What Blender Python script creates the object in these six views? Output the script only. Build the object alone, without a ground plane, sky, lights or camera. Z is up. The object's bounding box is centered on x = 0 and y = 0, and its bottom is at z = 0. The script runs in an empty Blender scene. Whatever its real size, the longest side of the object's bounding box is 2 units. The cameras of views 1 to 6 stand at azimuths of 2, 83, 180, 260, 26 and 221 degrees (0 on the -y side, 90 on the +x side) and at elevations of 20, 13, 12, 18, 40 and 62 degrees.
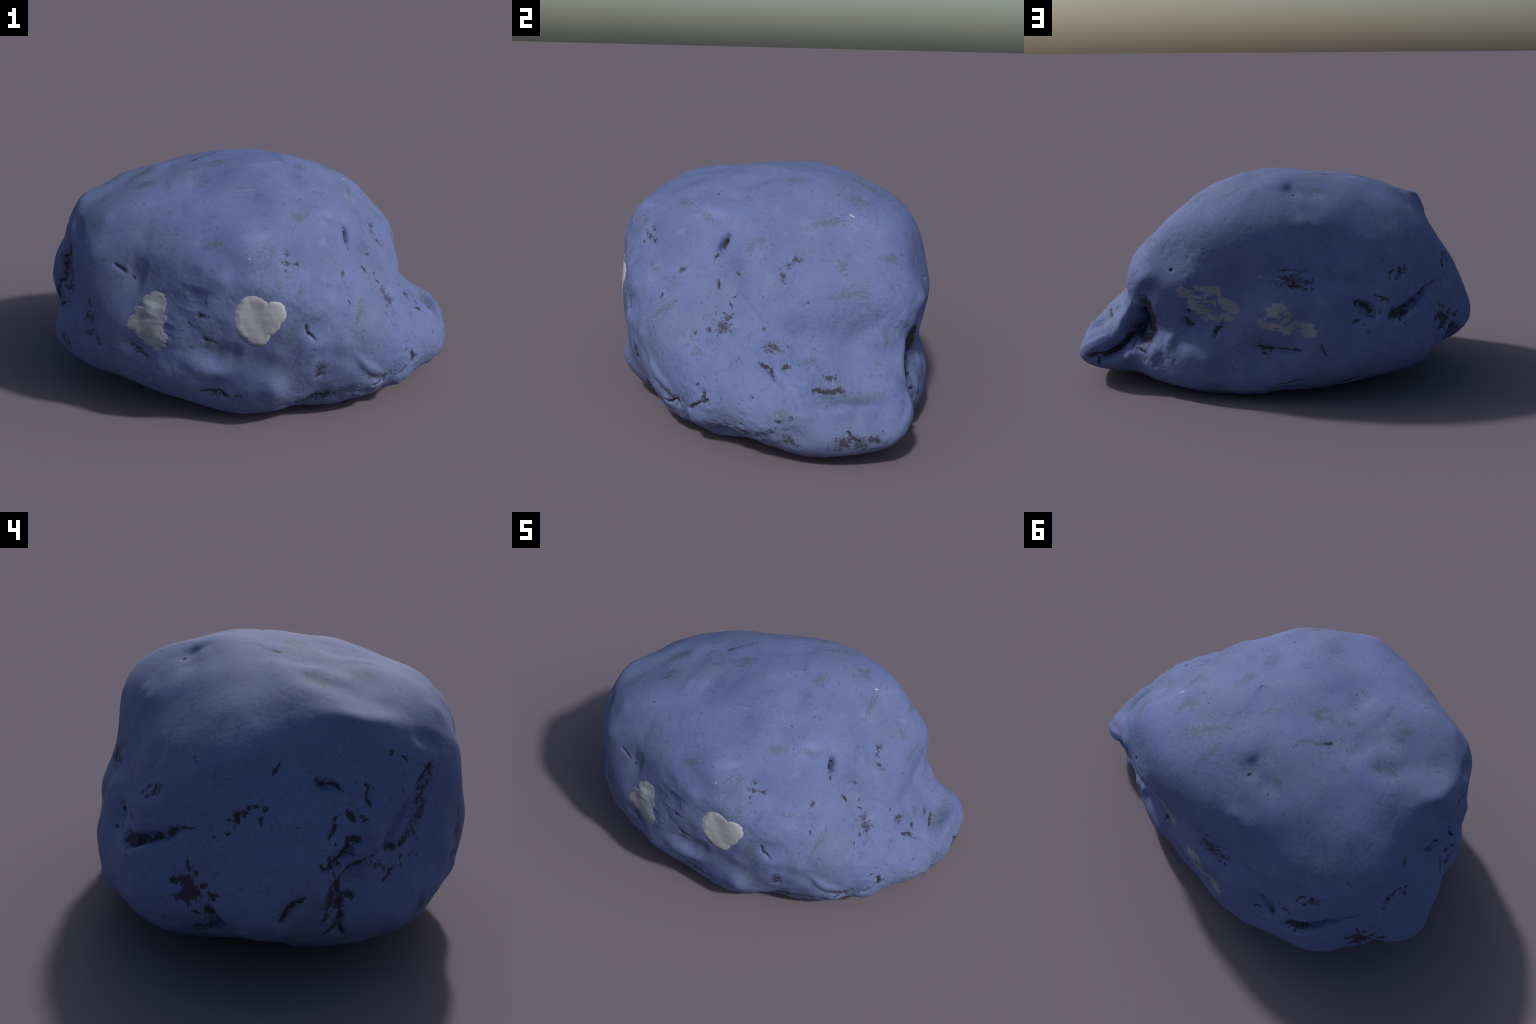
"""A blue painted stone: a loaf-shaped boulder with a snout at +x, dented top,
a deep notch on the +y flank, worn bare patches, cracks and four white dabs."""
import bpy, bmesh, math, random
import numpy as np
from mathutils import Vector, Matrix, noise
from mathutils.bvhtree import BVHTree

# ------------------------------------------------------------------ body form
# Radius of the stone (metres) about CENTRE on girdles of equal elevation, 32
# stations each, counter-clockwise from +x (the snout).  Smoothed by B-splines.
CENTRE = np.array([0.15, 0.03, 0.3])
DETAIL = 9
SOUTH_POLE = 0.296
GIRDLES = {
    -79: [.302, .302, .302, .302, .301, .300, .299, .298, .297, .297, .297, .297, .298, .299, .300, .300, .301, .301, .301, .301, .301, .302, .302, .302, .302, .302, .302, .302, .302, .302, .302, .302],
    -68: [.318, .319, .318, .318, .317, .316, .314, .311, .308, .307, .308, .310, .311, .314, .317, .318, .319, .319, .319, .319, .319, .320, .321, .321, .321, .321, .320, .320, .321, .319, .319, .318],
    -56: [.350, .352, .354, .354, .353, .353, .355, .357, .360, .357, .355, .355, .358, .354, .353, .353, .352, .352, .353, .352, .353, .353, .354, .355, .358, .357, .356, .356, .355, .351, .347, .349],
    -45: [.408, .410, .408, .405, .400, .405, .416, .406, .401, .403, .402, .404, .406, .415, .419, .417, .416, .416, .412, .413, .415, .408, .408, .409, .409, .407, .409, .410, .401, .385, .392, .398],
    -34: [.508, .523, .522, .506, .456, .479, .534, .551, .520, .511, .504, .503, .512, .496, .514, .538, .529, .490, .489, .509, .523, .526, .518, .507, .504, .532, .519, .517, .528, .536, .542, .524],
    -22: [.767, .717, .599, .653, .672, .679, .658, .625, .674, .674, .636, .681, .681, .571, .687, .694, .729, .604, .646, .661, .681, .694, .731, .711, .657, .619, .659, .665, .660, .693, .621, .673],
    -11: [.885, .957, 1.020, .707, .704, .641, .650, .609, .596, .644, .748, .801, .864, .953, .979, .808, 1.015, 1.018, .991, .861, .841, .793, .704, .710, .768, .628, .659, .655, .670, .745, .799, .861],
    +0: [.773, .697, .862, .682, .602, .535, .596, .591, .601, .595, .717, .806, .843, 1.093, .996, 1.347, 1.024, 1.072, 1.098, .979, .904, .817, .760, .721, .664, .710, .732, .698, .716, .737, .755, .812],
    +11: [.584, .596, .504, .718, .675, .596, .536, .552, .624, .707, .727, .776, .879, .965, .972, 1.024, 1.196, 1.018, .979, 1.002, .952, .835, .794, .751, .730, .725, .696, .736, .703, .622, .686, .559],
    +22: [.612, .618, .693, .755, .732, .700, .693, .617, .580, .663, .707, .736, .828, .940, 1.086, 1.080, 1.046, 1.094, 1.125, 1.091, .922, .863, .879, .755, .798, .806, .702, .656, .665, .576, .595, .636],
    +34: [.642, .652, .700, .735, .741, .687, .711, .701, .699, .707, .724, .751, .821, .902, .979, 1.022, 1.038, 1.115, 1.079, 1.068, .985, .953, .868, .905, .765, .688, .677, .644, .591, .614, .617, .595],
    +45: [.622, .632, .635, .701, .762, .779, .771, .771, .773, .779, .799, .811, .832, .879, .907, .911, .978, .934, .966, .972, .907, .899, .884, .865, .805, .761, .719, .654, .604, .636, .620, .575],
    +56: [.636, .651, .668, .696, .713, .740, .759, .773, .783, .781, .779, .777, .789, .838, .850, .841, .838, .847, .830, .788, .801, .806, .775, .767, .795, .775, .753, .715, .675, .676, .655, .632],
    +68: [.649, .649, .668, .694, .714, .719, .720, .731, .748, .757, .772, .791, .801, .798, .796, .798, .795, .786, .781, .781, .787, .784, .783, .780, .741, .686, .661, .668, .678, .680, .674, .666],
    +79: [.688, .694, .697, .703, .712, .721, .729, .735, .738, .738, .737, .737, .739, .743, .748, .753, .757, .760, .759, .755, .746, .734, .721, .712, .704, .697, .692, .688, .684, .682, .681, .684],
}
NORTH_POLE = 0.731

ROWS = np.array([GIRDLES[k] for k in sorted(GIRDLES)])
NE, NA = ROWS.shape


def spline_weights(t):
    return np.stack([(1 - t) ** 3, 3 * t ** 3 - 6 * t ** 2 + 4,
                     -3 * t ** 3 + 3 * t ** 2 + 3 * t + 1, t ** 3], -1) / 6


# control net, padded past both poles (crossing a pole turns by half a circle)
half = NA // 2
NET = np.vstack([np.roll(ROWS[:1], half, 1), np.full((1, NA), SOUTH_POLE), ROWS,
                 np.full((1, NA), NORTH_POLE), np.roll(ROWS[-1:], half, 1)])


def radius(d):
    """Radius of the plain body in the unit directions d (n, 3)."""
    az = np.arctan2(d[:, 1], d[:, 0]) % (2 * np.pi)
    el = np.arcsin(np.clip(d[:, 2], -1, 1))
    a = az / (2 * np.pi) * NA
    i = np.floor(a).astype(int)
    wa = spline_weights(a - i)
    h = (el + np.pi / 2) / np.pi * (NE + 1)
    j = np.clip(np.floor(h).astype(int), 0, NE)
    we = spline_weights(h - j)
    out = np.zeros(len(d))
    for q in range(4):
        for p in range(4):
            out += we[:, q] * wa[:, p] * NET[j + q, (i - 1 + p) % NA]
    return out


def direction(az, el):
    a, e = math.radians(az), math.radians(el)
    return np.array([math.cos(e) * math.cos(a), math.cos(e) * math.sin(a), math.sin(e)])


def on_body(az, el):
    d = direction(az, el)
    return CENTRE + d * radius(d[None])[0]


def frame(az, el):
    """Point, outward normal, east and north tangents of the plain body."""
    p = on_body(az, el)
    e = on_body(az + 1.5, el) - on_body(az - 1.5, el)
    n = on_body(az, el + 1.5) - on_body(az, el - 1.5)
    nor = np.cross(e, n)
    nor /= np.linalg.norm(nor)
    e /= np.linalg.norm(e)
    return p, nor, e, np.cross(nor, e)

# Relief strokes laid over the body: name, breadth, height (metres), path
RELIEF = [
    ("dimple_top", 0.05, -0.020, [(-0.080, 0.332, 0.990)]),
    ("dimple_top_shelf", 0.06, 0.006, [(-0.137, 0.417, 0.932)]),
    ("basin_top", 0.12, -0.028, [(-0.532, -0.156, 0.970)]),
    ("basin_top2", 0.05, -0.010, [(-0.496, -0.035, 0.983)]),
    ("basin_rim", 0.04, 0.014, [(-0.698, -0.028, 0.901), (-0.741, -0.144, 0.880), (-0.733, -0.281, 0.856)]),
    ("basin_ramp", 0.05, 0.010, [(-0.227, -0.247, 0.980), (-0.362, -0.248, 0.987)]),
    ("flank_hollow", 0.055, -0.014, [(-0.169, -0.683, 0.684), (-0.193, -0.693, 0.564)]),
    ("flank_hollow2", 0.06, -0.012, [(-0.488, -0.577, 0.704), (-0.387, -0.611, 0.679)]),
    ("flank_ridge", 0.04, 0.014, [(-0.367, -0.633, 0.595), (-0.387, -0.642, 0.515)]),
    ("flank_hollow3", 0.04, -0.012, [(-0.302, -0.662, 0.505), (-0.309, -0.663, 0.421)]),
    ("flank_sag", 0.06, -0.016, [(-0.132, -0.690, 0.397), (0.022, -0.689, 0.369)]),
    ("flank_sag2", 0.05, -0.014, [(0.253, -0.672, 0.379), (0.371, -0.647, 0.349)]),
    ("flank_roll", 0.045, 0.016, [(-0.270, -0.667, 0.370), (-0.134, -0.675, 0.303), (0.013, -0.679, 0.288)]),
    ("foot_lump", 0.05, 0.020, [(0.151, -0.675, 0.214)]),
    ("foot_hollow", 0.03, -0.020, [(0.293, -0.566, 0.114), (0.362, -0.566, 0.139)]),
    ("foot_lump2", 0.035, 0.012, [(0.467, -0.513, 0.108), (0.620, -0.410, 0.098)]),
    ("lip_ridge", 0.018, 0.013, [(0.487, -0.596, 0.351), (0.542, -0.545, 0.281), (0.608, -0.471, 0.206)]),
    ("ledge_floor", 0.045, -0.020, [(0.915, 0.053, 0.288), (0.899, 0.157, 0.287), (0.894, 0.266, 0.298)]),
    ("ledge_lip", 0.03, 0.018, [(0.956, 0.005, 0.246), (0.942, 0.150, 0.248), (0.936, 0.309, 0.261)]),
    ("ledge_crease", 0.012, -0.005, [(0.799, -0.157, 0.388), (0.851, -0.108, 0.350), (0.894, -0.059, 0.319), (0.945, -0.022, 0.264)]),
    ("undercut", 0.05, -0.025, [(0.721, -0.335, 0.094), (0.770, -0.258, 0.093), (0.788, -0.201, 0.081)]),
    ("snout_tip", 0.08, 0.020, [(0.903, 0.373, 0.254), (0.875, 0.407, 0.190)]),
    ("pit_hole", 0.014, -0.030, [(0.440, -0.264, 0.802), (0.446, -0.281, 0.772), (0.455, -0.301, 0.736)]),
    ("pit_side", 0.045, -0.014, [(0.499, -0.255, 0.730), (0.556, -0.251, 0.666)]),
    ("face_line", 0.012, -0.004, [(0.611, -0.221, 0.602), (0.685, -0.163, 0.531), (0.723, -0.099, 0.473)]),
    ("notch_deep", 0.045, -0.095, [(0.643, 0.476, 0.412), (0.689, 0.439, 0.315), (0.730, 0.431, 0.264)]),
    ("notch_low", 0.026, -0.045, [(0.730, 0.431, 0.264), (0.780, 0.427, 0.214), (0.831, 0.415, 0.171), (0.901, 0.396, 0.160)]),
    ("notch_wall", 0.04, -0.020, [(0.618, 0.473, 0.358), (0.611, 0.472, 0.295)]),
    ("notch_brow", 0.03, 0.022, [(0.690, 0.451, 0.481), (0.741, 0.399, 0.352), (0.779, 0.414, 0.278)]),
    ("notch_crease", 0.020, -0.055, [(0.646, 0.481, 0.442), (0.688, 0.438, 0.344), (0.730, 0.430, 0.273), (0.770, 0.428, 0.219), (0.821, 0.419, 0.177)]),
    ("notch_knob", 0.025, 0.016, [(0.754, 0.427, 0.160), (0.692, 0.453, 0.192)]),
    ("notch_rib", 0.03, 0.014, [(0.558, 0.496, 0.264), (0.601, 0.508, 0.171)]),
    ("mid_knuckle", 0.05, 0.014, [(0.417, 0.578, 0.233)]),
    ("flank_dent", 0.03, -0.014, [(0.408, 0.537, 0.380)]),
    ("crack_cleft", 0.022, -0.030, [(-0.558, 0.618, 0.432), (-0.613, 0.588, 0.453), (-0.673, 0.526, 0.485), (-0.726, 0.449, 0.522)]),
    ("crack_shelf", 0.04, 0.010, [(-0.558, 0.626, 0.400), (-0.641, 0.579, 0.440)]),
    ("crack_pinch", 0.022, -0.018, [(-0.400, 0.637, 0.490), (-0.457, 0.638, 0.447)]),
    ("seam_low", 0.018, -0.012, [(0.071, 0.642, 0.284), (-0.012, 0.663, 0.279), (-0.115, 0.694, 0.278)]),
    ("end_step", 0.018, -0.020, [(-0.775, -0.364, 0.714), (-0.793, -0.332, 0.671), (-0.808, -0.292, 0.623), (-0.817, -0.264, 0.578), (-0.828, -0.240, 0.533), (-0.845, -0.213, 0.496)]),
    ("end_step_up", 0.03, 0.018, [(-0.798, -0.313, 0.703), (-0.822, -0.252, 0.644), (-0.837, -0.214, 0.577)]),
    ("end_step2", 0.016, -0.018, [(-0.851, -0.202, 0.494), (-0.899, -0.119, 0.444), (-0.922, -0.056, 0.387)]),
    ("end_cleft", 0.03, -0.016, [(-0.924, -0.050, 0.388), (-0.916, -0.037, 0.331), (-0.890, -0.044, 0.246), (-0.848, -0.083, 0.169)]),
    ("end_notch", 0.035, -0.045, [(-0.869, 0.371, 0.300), (-0.879, 0.332, 0.248), (-0.820, 0.287, 0.182)]),
    ("end_notch2", 0.03, -0.028, [(-0.969, 0.098, 0.368), (-0.973, 0.133, 0.323), (-0.955, 0.154, 0.270)]),
    ("end_lobe", 0.07, 0.014, [(-0.804, 0.428, 0.298)]),
    ("end_lobe2", 0.07, 0.014, [(-0.986, 0.208, 0.353)]),
    ("end_lobe3", 0.06, 0.012, [(-0.881, -0.170, 0.265)]),
    ("end_crack", 0.010, -0.012, [(-0.837, 0.025, 0.715), (-0.841, -0.016, 0.711), (-0.849, -0.056, 0.696)]),
    ("end_line", 0.008, -0.006, [(-0.762, -0.065, 0.846), (-0.792, -0.104, 0.811), (-0.806, -0.104, 0.787), (-0.814, -0.126, 0.772), (-0.809, -0.165, 0.782), (-0.799, -0.219, 0.788)]),
    ("end_valley", 0.03, -0.012, [(-0.840, -0.143, 0.697), (-0.856, -0.142, 0.636)]),
    ("end_valley2", 0.03, -0.014, [(-0.906, -0.084, 0.531), (-0.929, -0.048, 0.475), (-0.945, -0.004, 0.454)]),
    ("left_valley", 0.035, -0.016, [(-0.120, 0.610, 0.638), (-0.383, 0.602, 0.575), (-0.562, 0.602, 0.473)]),
    ("left_edge_valley", 0.03, -0.012, [(-0.748, -0.288, 0.836), (-0.698, -0.441, 0.783)]),
]

# Cracks and pits where the paint never took: half width, depth, path
CRACK = []
CRACK += [  # face
    (0.012, 0.006, [(0.440, -0.266, 0.800), (0.451, -0.291, 0.755)]),
    (0.006, 0.004, [(0.456, -0.300, 0.736), (0.465, -0.312, 0.711)]),
    (0.007, 0.006, [(0.522, -0.308, 0.646), (0.554, -0.303, 0.615)]),
    (0.005, 0.003, [(0.600, -0.268, 0.569), (0.615, -0.261, 0.546)]),
    (0.008, 0.008, [(0.799, -0.157, 0.388), (0.816, -0.130, 0.375), (0.851, -0.108, 0.350)]),
    (0.010, 0.004, [(0.819, -0.071, 0.374), (0.814, -0.055, 0.377)]),
    (0.014, 0.006, [(0.891, 0.042, 0.313), (0.883, 0.087, 0.311), (0.870, 0.158, 0.310)]),
]
CRACK += [  # flank
    (0.009, 0.005, [(0.281, -0.680, 0.502), (0.288, -0.676, 0.472), (0.312, -0.665, 0.451)]),
    (0.005, 0.003, [(0.452, -0.523, 0.562), (0.458, -0.533, 0.544)]),
    (0.013, 0.004, [(0.328, -0.636, 0.256), (0.350, -0.634, 0.263)]),
    (0.009, 0.004, [(-0.529, -0.561, 0.719), (-0.488, -0.579, 0.694)]),
    (0.006, 0.002, [(-0.453, -0.593, 0.670)]),
    (0.012, 0.004, [(-0.173, -0.630, 0.173), (-0.077, -0.645, 0.181)]),
    (0.010, 0.004, [(-0.077, -0.643, 0.175), (-0.037, -0.643, 0.145)]),
    (0.007, 0.003, [(-0.469, -0.583, 0.227), (-0.400, -0.604, 0.213)]),
]
CRACK += [  # snout
    (0.008, 0.008, [(0.565, -0.483, 0.175), (0.626, -0.451, 0.185), (0.624, -0.444, 0.165)]),
    (0.009, 0.008, [(0.701, -0.409, 0.184), (0.758, -0.377, 0.219), (0.781, -0.356, 0.233)]),
    (0.010, 0.006, [(0.763, -0.372, 0.255), (0.769, -0.368, 0.237)]),
    (0.005, 0.003, [(0.731, -0.400, 0.274), (0.738, -0.391, 0.284)]),
    (0.009, 0.004, [(0.988, 0.147, 0.177), (0.996, 0.186, 0.146)]),
]
CRACK += [  # notch
    (0.020, 0.004, [(0.720, 0.431, 0.283), (0.765, 0.429, 0.224), (0.816, 0.420, 0.177), (0.852, 0.407, 0.154)]),
    (0.016, 0.004, [(0.923, 0.386, 0.156), (0.880, 0.405, 0.173), (0.842, 0.411, 0.160)]),
    (0.010, 0.003, [(0.878, 0.398, 0.146), (0.870, 0.383, 0.118)]),
    (0.008, 0.003, [(0.671, 0.460, 0.224), (0.626, 0.488, 0.206)]),
    (0.034, 0.003, [(0.632, 0.491, 0.454), (0.611, 0.490, 0.411), (0.591, 0.483, 0.361)]),
    (0.040, 0.003, [(0.655, 0.462, 0.384), (0.633, 0.465, 0.341), (0.606, 0.472, 0.310)]),
    (0.030, 0.003, [(0.705, 0.435, 0.299), (0.661, 0.456, 0.271), (0.621, 0.471, 0.276)]),
]
CRACK += [  # far
    (0.013, 0.005, [(0.424, 0.533, 0.389), (0.416, 0.533, 0.361), (0.392, 0.543, 0.362)]),
    (0.010, 0.003, [(0.409, 0.551, 0.439)]),
    (0.014, 0.008, [(0.284, 0.596, 0.330), (0.272, 0.591, 0.360)]),
    (0.008, 0.006, [(0.254, 0.595, 0.371), (0.240, 0.595, 0.406)]),
    (0.009, 0.006, [(0.487, 0.547, 0.633)]),
    (0.013, 0.006, [(0.073, 0.642, 0.289), (0.045, 0.647, 0.274), (0.016, 0.654, 0.277)]),
    (0.009, 0.003, [(0.050, 0.645, 0.252)]),
    (0.007, 0.005, [(0.003, 0.658, 0.279), (-0.064, 0.680, 0.277), (-0.120, 0.695, 0.278)]),
    (0.010, 0.003, [(-0.090, 0.688, 0.276)]),
    (0.006, 0.003, [(-0.210, 0.700, 0.317), (-0.218, 0.702, 0.291), (-0.238, 0.701, 0.258)]),
    (0.011, 0.004, [(-0.066, 0.641, 0.575), (-0.122, 0.636, 0.571)]),
    (0.008, 0.003, [(-0.084, 0.631, 0.596), (-0.091, 0.638, 0.577)]),
    (0.016, 0.010, [(-0.390, 0.635, 0.500), (-0.426, 0.635, 0.481), (-0.457, 0.637, 0.452)]),
    (0.009, 0.003, [(-0.363, 0.666, 0.402), (-0.399, 0.657, 0.415)]),
    (0.030, 0.012, [(-0.553, 0.619, 0.433), (-0.582, 0.608, 0.437), (-0.607, 0.596, 0.442)]),
    (0.009, 0.004, [(-0.582, 0.617, 0.410), (-0.584, 0.619, 0.400)]),
    (0.015, 0.010, [(-0.613, 0.586, 0.458), (-0.655, 0.550, 0.475), (-0.683, 0.515, 0.487)]),
    (0.014, 0.010, [(-0.699, 0.490, 0.500), (-0.726, 0.449, 0.522)]),
    (0.005, 0.004, [(-0.733, 0.440, 0.528), (-0.767, 0.392, 0.546)]),
    (0.014, 0.003, [(-0.592, 0.520, 0.628), (-0.588, 0.535, 0.596)]),
    (0.009, 0.002, [(-0.539, 0.550, 0.608), (-0.559, 0.535, 0.623)]),
    (0.008, 0.002, [(-0.536, 0.560, 0.589)]),
    (0.009, 0.002, [(-0.574, 0.547, 0.583)]),
    (0.012, 0.003, [(-0.308, 0.609, 0.096), (-0.380, 0.608, 0.117)]),
    (0.005, 0.002, [(0.006, 0.639, 0.093), (-0.127, 0.667, 0.130)]),
]
CRACK += [  # end
    (0.014, 0.004, [(-0.825, 0.277, 0.608), (-0.832, 0.279, 0.577)]),
    (0.013, 0.003, [(-0.833, 0.257, 0.611)]),
    (0.011, 0.003, [(-0.836, 0.244, 0.621), (-0.837, 0.237, 0.628)]),
    (0.006, 0.002, [(-0.839, 0.225, 0.634), (-0.848, 0.206, 0.633)]),
    (0.010, 0.002, [(-0.856, 0.188, 0.630)]),
    (0.006, 0.002, [(-0.857, 0.203, 0.614), (-0.868, 0.206, 0.585)]),
    (0.009, 0.002, [(-0.828, 0.303, 0.546)]),
    (0.007, 0.002, [(-0.820, 0.299, 0.583)]),
    (0.007, 0.002, [(-0.810, 0.339, 0.525)]),
    (0.032, 0.003, [(-0.795, 0.428, 0.373), (-0.809, 0.419, 0.352), (-0.823, 0.409, 0.338)]),
    (0.022, 0.003, [(-0.782, 0.455, 0.317), (-0.849, 0.387, 0.345)]),
    (0.010, 0.002, [(-0.835, 0.393, 0.368), (-0.857, 0.371, 0.381)]),
    (0.008, 0.002, [(-0.779, 0.417, 0.439), (-0.796, 0.416, 0.400)]),
    (0.012, 0.002, [(-0.765, 0.472, 0.357), (-0.781, 0.445, 0.371)]),
    (0.011, 0.002, [(-0.812, 0.398, 0.406)]),
    (0.008, 0.002, [(-0.816, 0.417, 0.323), (-0.815, 0.417, 0.297)]),
    (0.014, 0.002, [(-0.873, 0.365, 0.360), (-0.894, 0.350, 0.352)]),
    (0.024, 0.006, [(-0.873, 0.368, 0.297), (-0.872, 0.357, 0.269), (-0.873, 0.331, 0.240)]),
    (0.016, 0.006, [(-0.879, 0.332, 0.248), (-0.843, 0.290, 0.197)]),
    (0.013, 0.002, [(-0.835, 0.396, 0.284)]),
    (0.017, 0.005, [(-0.966, 0.146, 0.293), (-0.971, 0.123, 0.326), (-0.971, 0.106, 0.355)]),
    (0.010, 0.003, [(-0.971, 0.106, 0.355), (-0.963, 0.078, 0.367)]),
    (0.005, 0.003, [(-0.893, 0.177, 0.206), (-0.889, 0.120, 0.205)]),
    (0.013, 0.006, [(-0.835, 0.025, 0.717), (-0.842, 0.003, 0.709)]),
    (0.008, 0.005, [(-0.841, -0.007, 0.711), (-0.843, -0.034, 0.709), (-0.851, -0.056, 0.694)]),
    (0.009, 0.004, [(-0.840, -0.140, 0.700), (-0.843, -0.150, 0.681), (-0.850, -0.145, 0.657)]),
    (0.008, 0.003, [(-0.852, -0.146, 0.648), (-0.857, -0.143, 0.629)]),
    (0.007, 0.003, [(-0.794, 0.143, 0.758), (-0.809, 0.160, 0.733)]),
    (0.010, 0.003, [(-0.892, -0.041, 0.618), (-0.904, -0.024, 0.600)]),
    (0.012, 0.003, [(-0.909, -0.031, 0.585), (-0.919, -0.023, 0.568)]),
    (0.009, 0.002, [(-0.921, -0.009, 0.569), (-0.927, -0.007, 0.555)]),
    (0.014, 0.002, [(-0.883, -0.075, 0.617), (-0.882, -0.098, 0.596)]),
    (0.007, 0.002, [(-0.873, -0.114, 0.609), (-0.868, -0.129, 0.602), (-0.875, -0.127, 0.578)]),
    (0.015, 0.008, [(-0.888, -0.119, 0.535), (-0.908, -0.079, 0.532), (-0.911, -0.082, 0.504)]),
    (0.014, 0.008, [(-0.911, -0.082, 0.504), (-0.927, -0.053, 0.478), (-0.939, -0.023, 0.465), (-0.945, -0.007, 0.449)]),
    (0.008, 0.003, [(-0.952, 0.029, 0.478), (-0.949, 0.011, 0.454), (-0.945, -0.007, 0.449)]),
    (0.007, 0.003, [(-0.945, 0.003, 0.493), (-0.941, -0.018, 0.471)]),
    (0.008, 0.002, [(-0.928, -0.052, 0.454)]),
    (0.008, 0.002, [(-0.927, -0.034, 0.530)]),
    (0.006, 0.004, [(-0.938, -0.025, 0.440), (-0.930, -0.038, 0.407), (-0.924, -0.050, 0.388)]),
    (0.012, 0.004, [(-0.932, -0.025, 0.389), (-0.919, -0.053, 0.366)]),
    (0.026, 0.003, [(-0.929, -0.020, 0.362), (-0.915, -0.017, 0.308)]),
    (0.008, 0.003, [(-0.910, -0.008, 0.283), (-0.901, 0.005, 0.254)]),
    (0.011, 0.006, [(-0.914, -0.060, 0.349), (-0.899, -0.063, 0.285), (-0.893, -0.052, 0.257)]),
    (0.018, 0.002, [(-0.908, -0.081, 0.344), (-0.900, -0.105, 0.332)]),
]
CRACK += [  # end
    (0.014, 0.004, [(-0.872, -0.012, 0.202), (-0.887, -0.055, 0.241), (-0.865, -0.085, 0.197)]),
    (0.007, 0.002, [(-0.841, -0.086, 0.160)]),
    (0.011, 0.004, [(-0.765, -0.375, 0.735), (-0.778, -0.361, 0.710), (-0.791, -0.337, 0.680), (-0.802, -0.311, 0.655), (-0.810, -0.286, 0.634), (-0.816, -0.267, 0.603), (-0.823, -0.250, 0.576), (-0.828, -0.239, 0.548), (-0.840, -0.221, 0.504), (-0.861, -0.185, 0.482), (-0.884, -0.146, 0.458), (-0.902, -0.114, 0.442), (-0.917, -0.078, 0.419), (-0.923, -0.053, 0.388), (-0.916, -0.050, 0.345), (-0.904, -0.047, 0.294)]),
    (0.012, 0.003, [(-0.809, -0.289, 0.629), (-0.815, -0.272, 0.604)]),
    (0.015, 0.002, [(-0.802, -0.304, 0.501), (-0.825, -0.264, 0.478), (-0.842, -0.225, 0.480)]),
    (0.006, 0.002, [(-0.811, -0.322, 0.432), (-0.802, -0.334, 0.443)]),
    (0.008, 0.002, [(-0.799, -0.349, 0.426)]),
    (0.005, 0.003, [(-0.824, -0.285, 0.444), (-0.832, -0.281, 0.422), (-0.836, -0.289, 0.401)]),
    (0.009, 0.004, [(-0.848, -0.255, 0.407), (-0.875, -0.204, 0.368)]),
    (0.010, 0.002, [(-0.800, -0.222, 0.785)]),
    (0.007, 0.002, [(-0.793, -0.265, 0.775), (-0.794, -0.286, 0.758)]),
]
CRACK += [  # top
    (0.009, 0.0005, [(-0.242, 0.071, 1.022), (-0.272, 0.043, 1.017)]),
    (0.008, 0.004, [(-0.092, 0.378, 0.963)]),
]

# Scuffs where the stone shows through in specks: half width, depth, path
SCUFF = []
SCUFF += [  # snout
    (0.0338, 0.0015, [(0.987, 0.111, 0.121), (0.994, 0.159, 0.139), (0.994, 0.216, 0.125)]),
    (0.0169, 0.0015, [(0.998, 0.258, 0.141)]),
    (0.0182, 0.0015, [(0.855, -0.244, 0.147), (0.880, -0.196, 0.131), (0.943, -0.132, 0.161)]),
    (0.0234, 0.0015, [(0.947, -0.075, 0.124), (0.946, -0.046, 0.107)]),
    (0.0130, 0.0015, [(0.957, -0.107, 0.211)]),
    (0.0117, 0.0015, [(0.964, -0.059, 0.224)]),
    (0.020, 0.0015, [(0.997, 0.215, 0.146), (0.998, 0.264, 0.149)]),
]
SCUFF += [  # face
    (0.0390, 0.0015, [(0.645, -0.300, 0.481), (0.656, -0.285, 0.477)]),
    (0.0234, 0.0015, [(0.632, -0.288, 0.504), (0.634, -0.262, 0.517)]),
    (0.0117, 0.0015, [(0.642, -0.348, 0.467)]),
    (0.0104, 0.0015, [(0.635, -0.399, 0.458)]),
    (0.0208, 0.0015, [(0.583, -0.007, 0.729), (0.584, 0.002, 0.733)]),
    (0.0156, 0.0015, [(0.579, -0.042, 0.715), (0.591, -0.029, 0.708)]),
    (0.0208, 0.0015, [(0.838, 0.093, 0.345), (0.838, 0.123, 0.340)]),
    (0.0091, 0.0015, [(0.714, -0.141, 0.491)]),
    (0.0091, 0.0015, [(0.703, 0.028, 0.591)]),
    (0.0091, 0.0015, [(0.597, -0.251, 0.595)]),
    (0.0130, 0.0015, [(0.561, -0.236, 0.676)]),
    (0.0104, 0.0015, [(0.888, -0.207, 0.277)]),
    (0.0260, 0.0015, [(0.753, -0.131, 0.429), (0.748, -0.079, 0.427)]),
    (0.012, 0.0015, [(0.437, -0.428, 0.669), (0.429, -0.458, 0.651)]),
    (0.011, 0.0015, [(0.634, -0.056, 0.654), (0.594, -0.070, 0.690)]),
]
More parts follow.
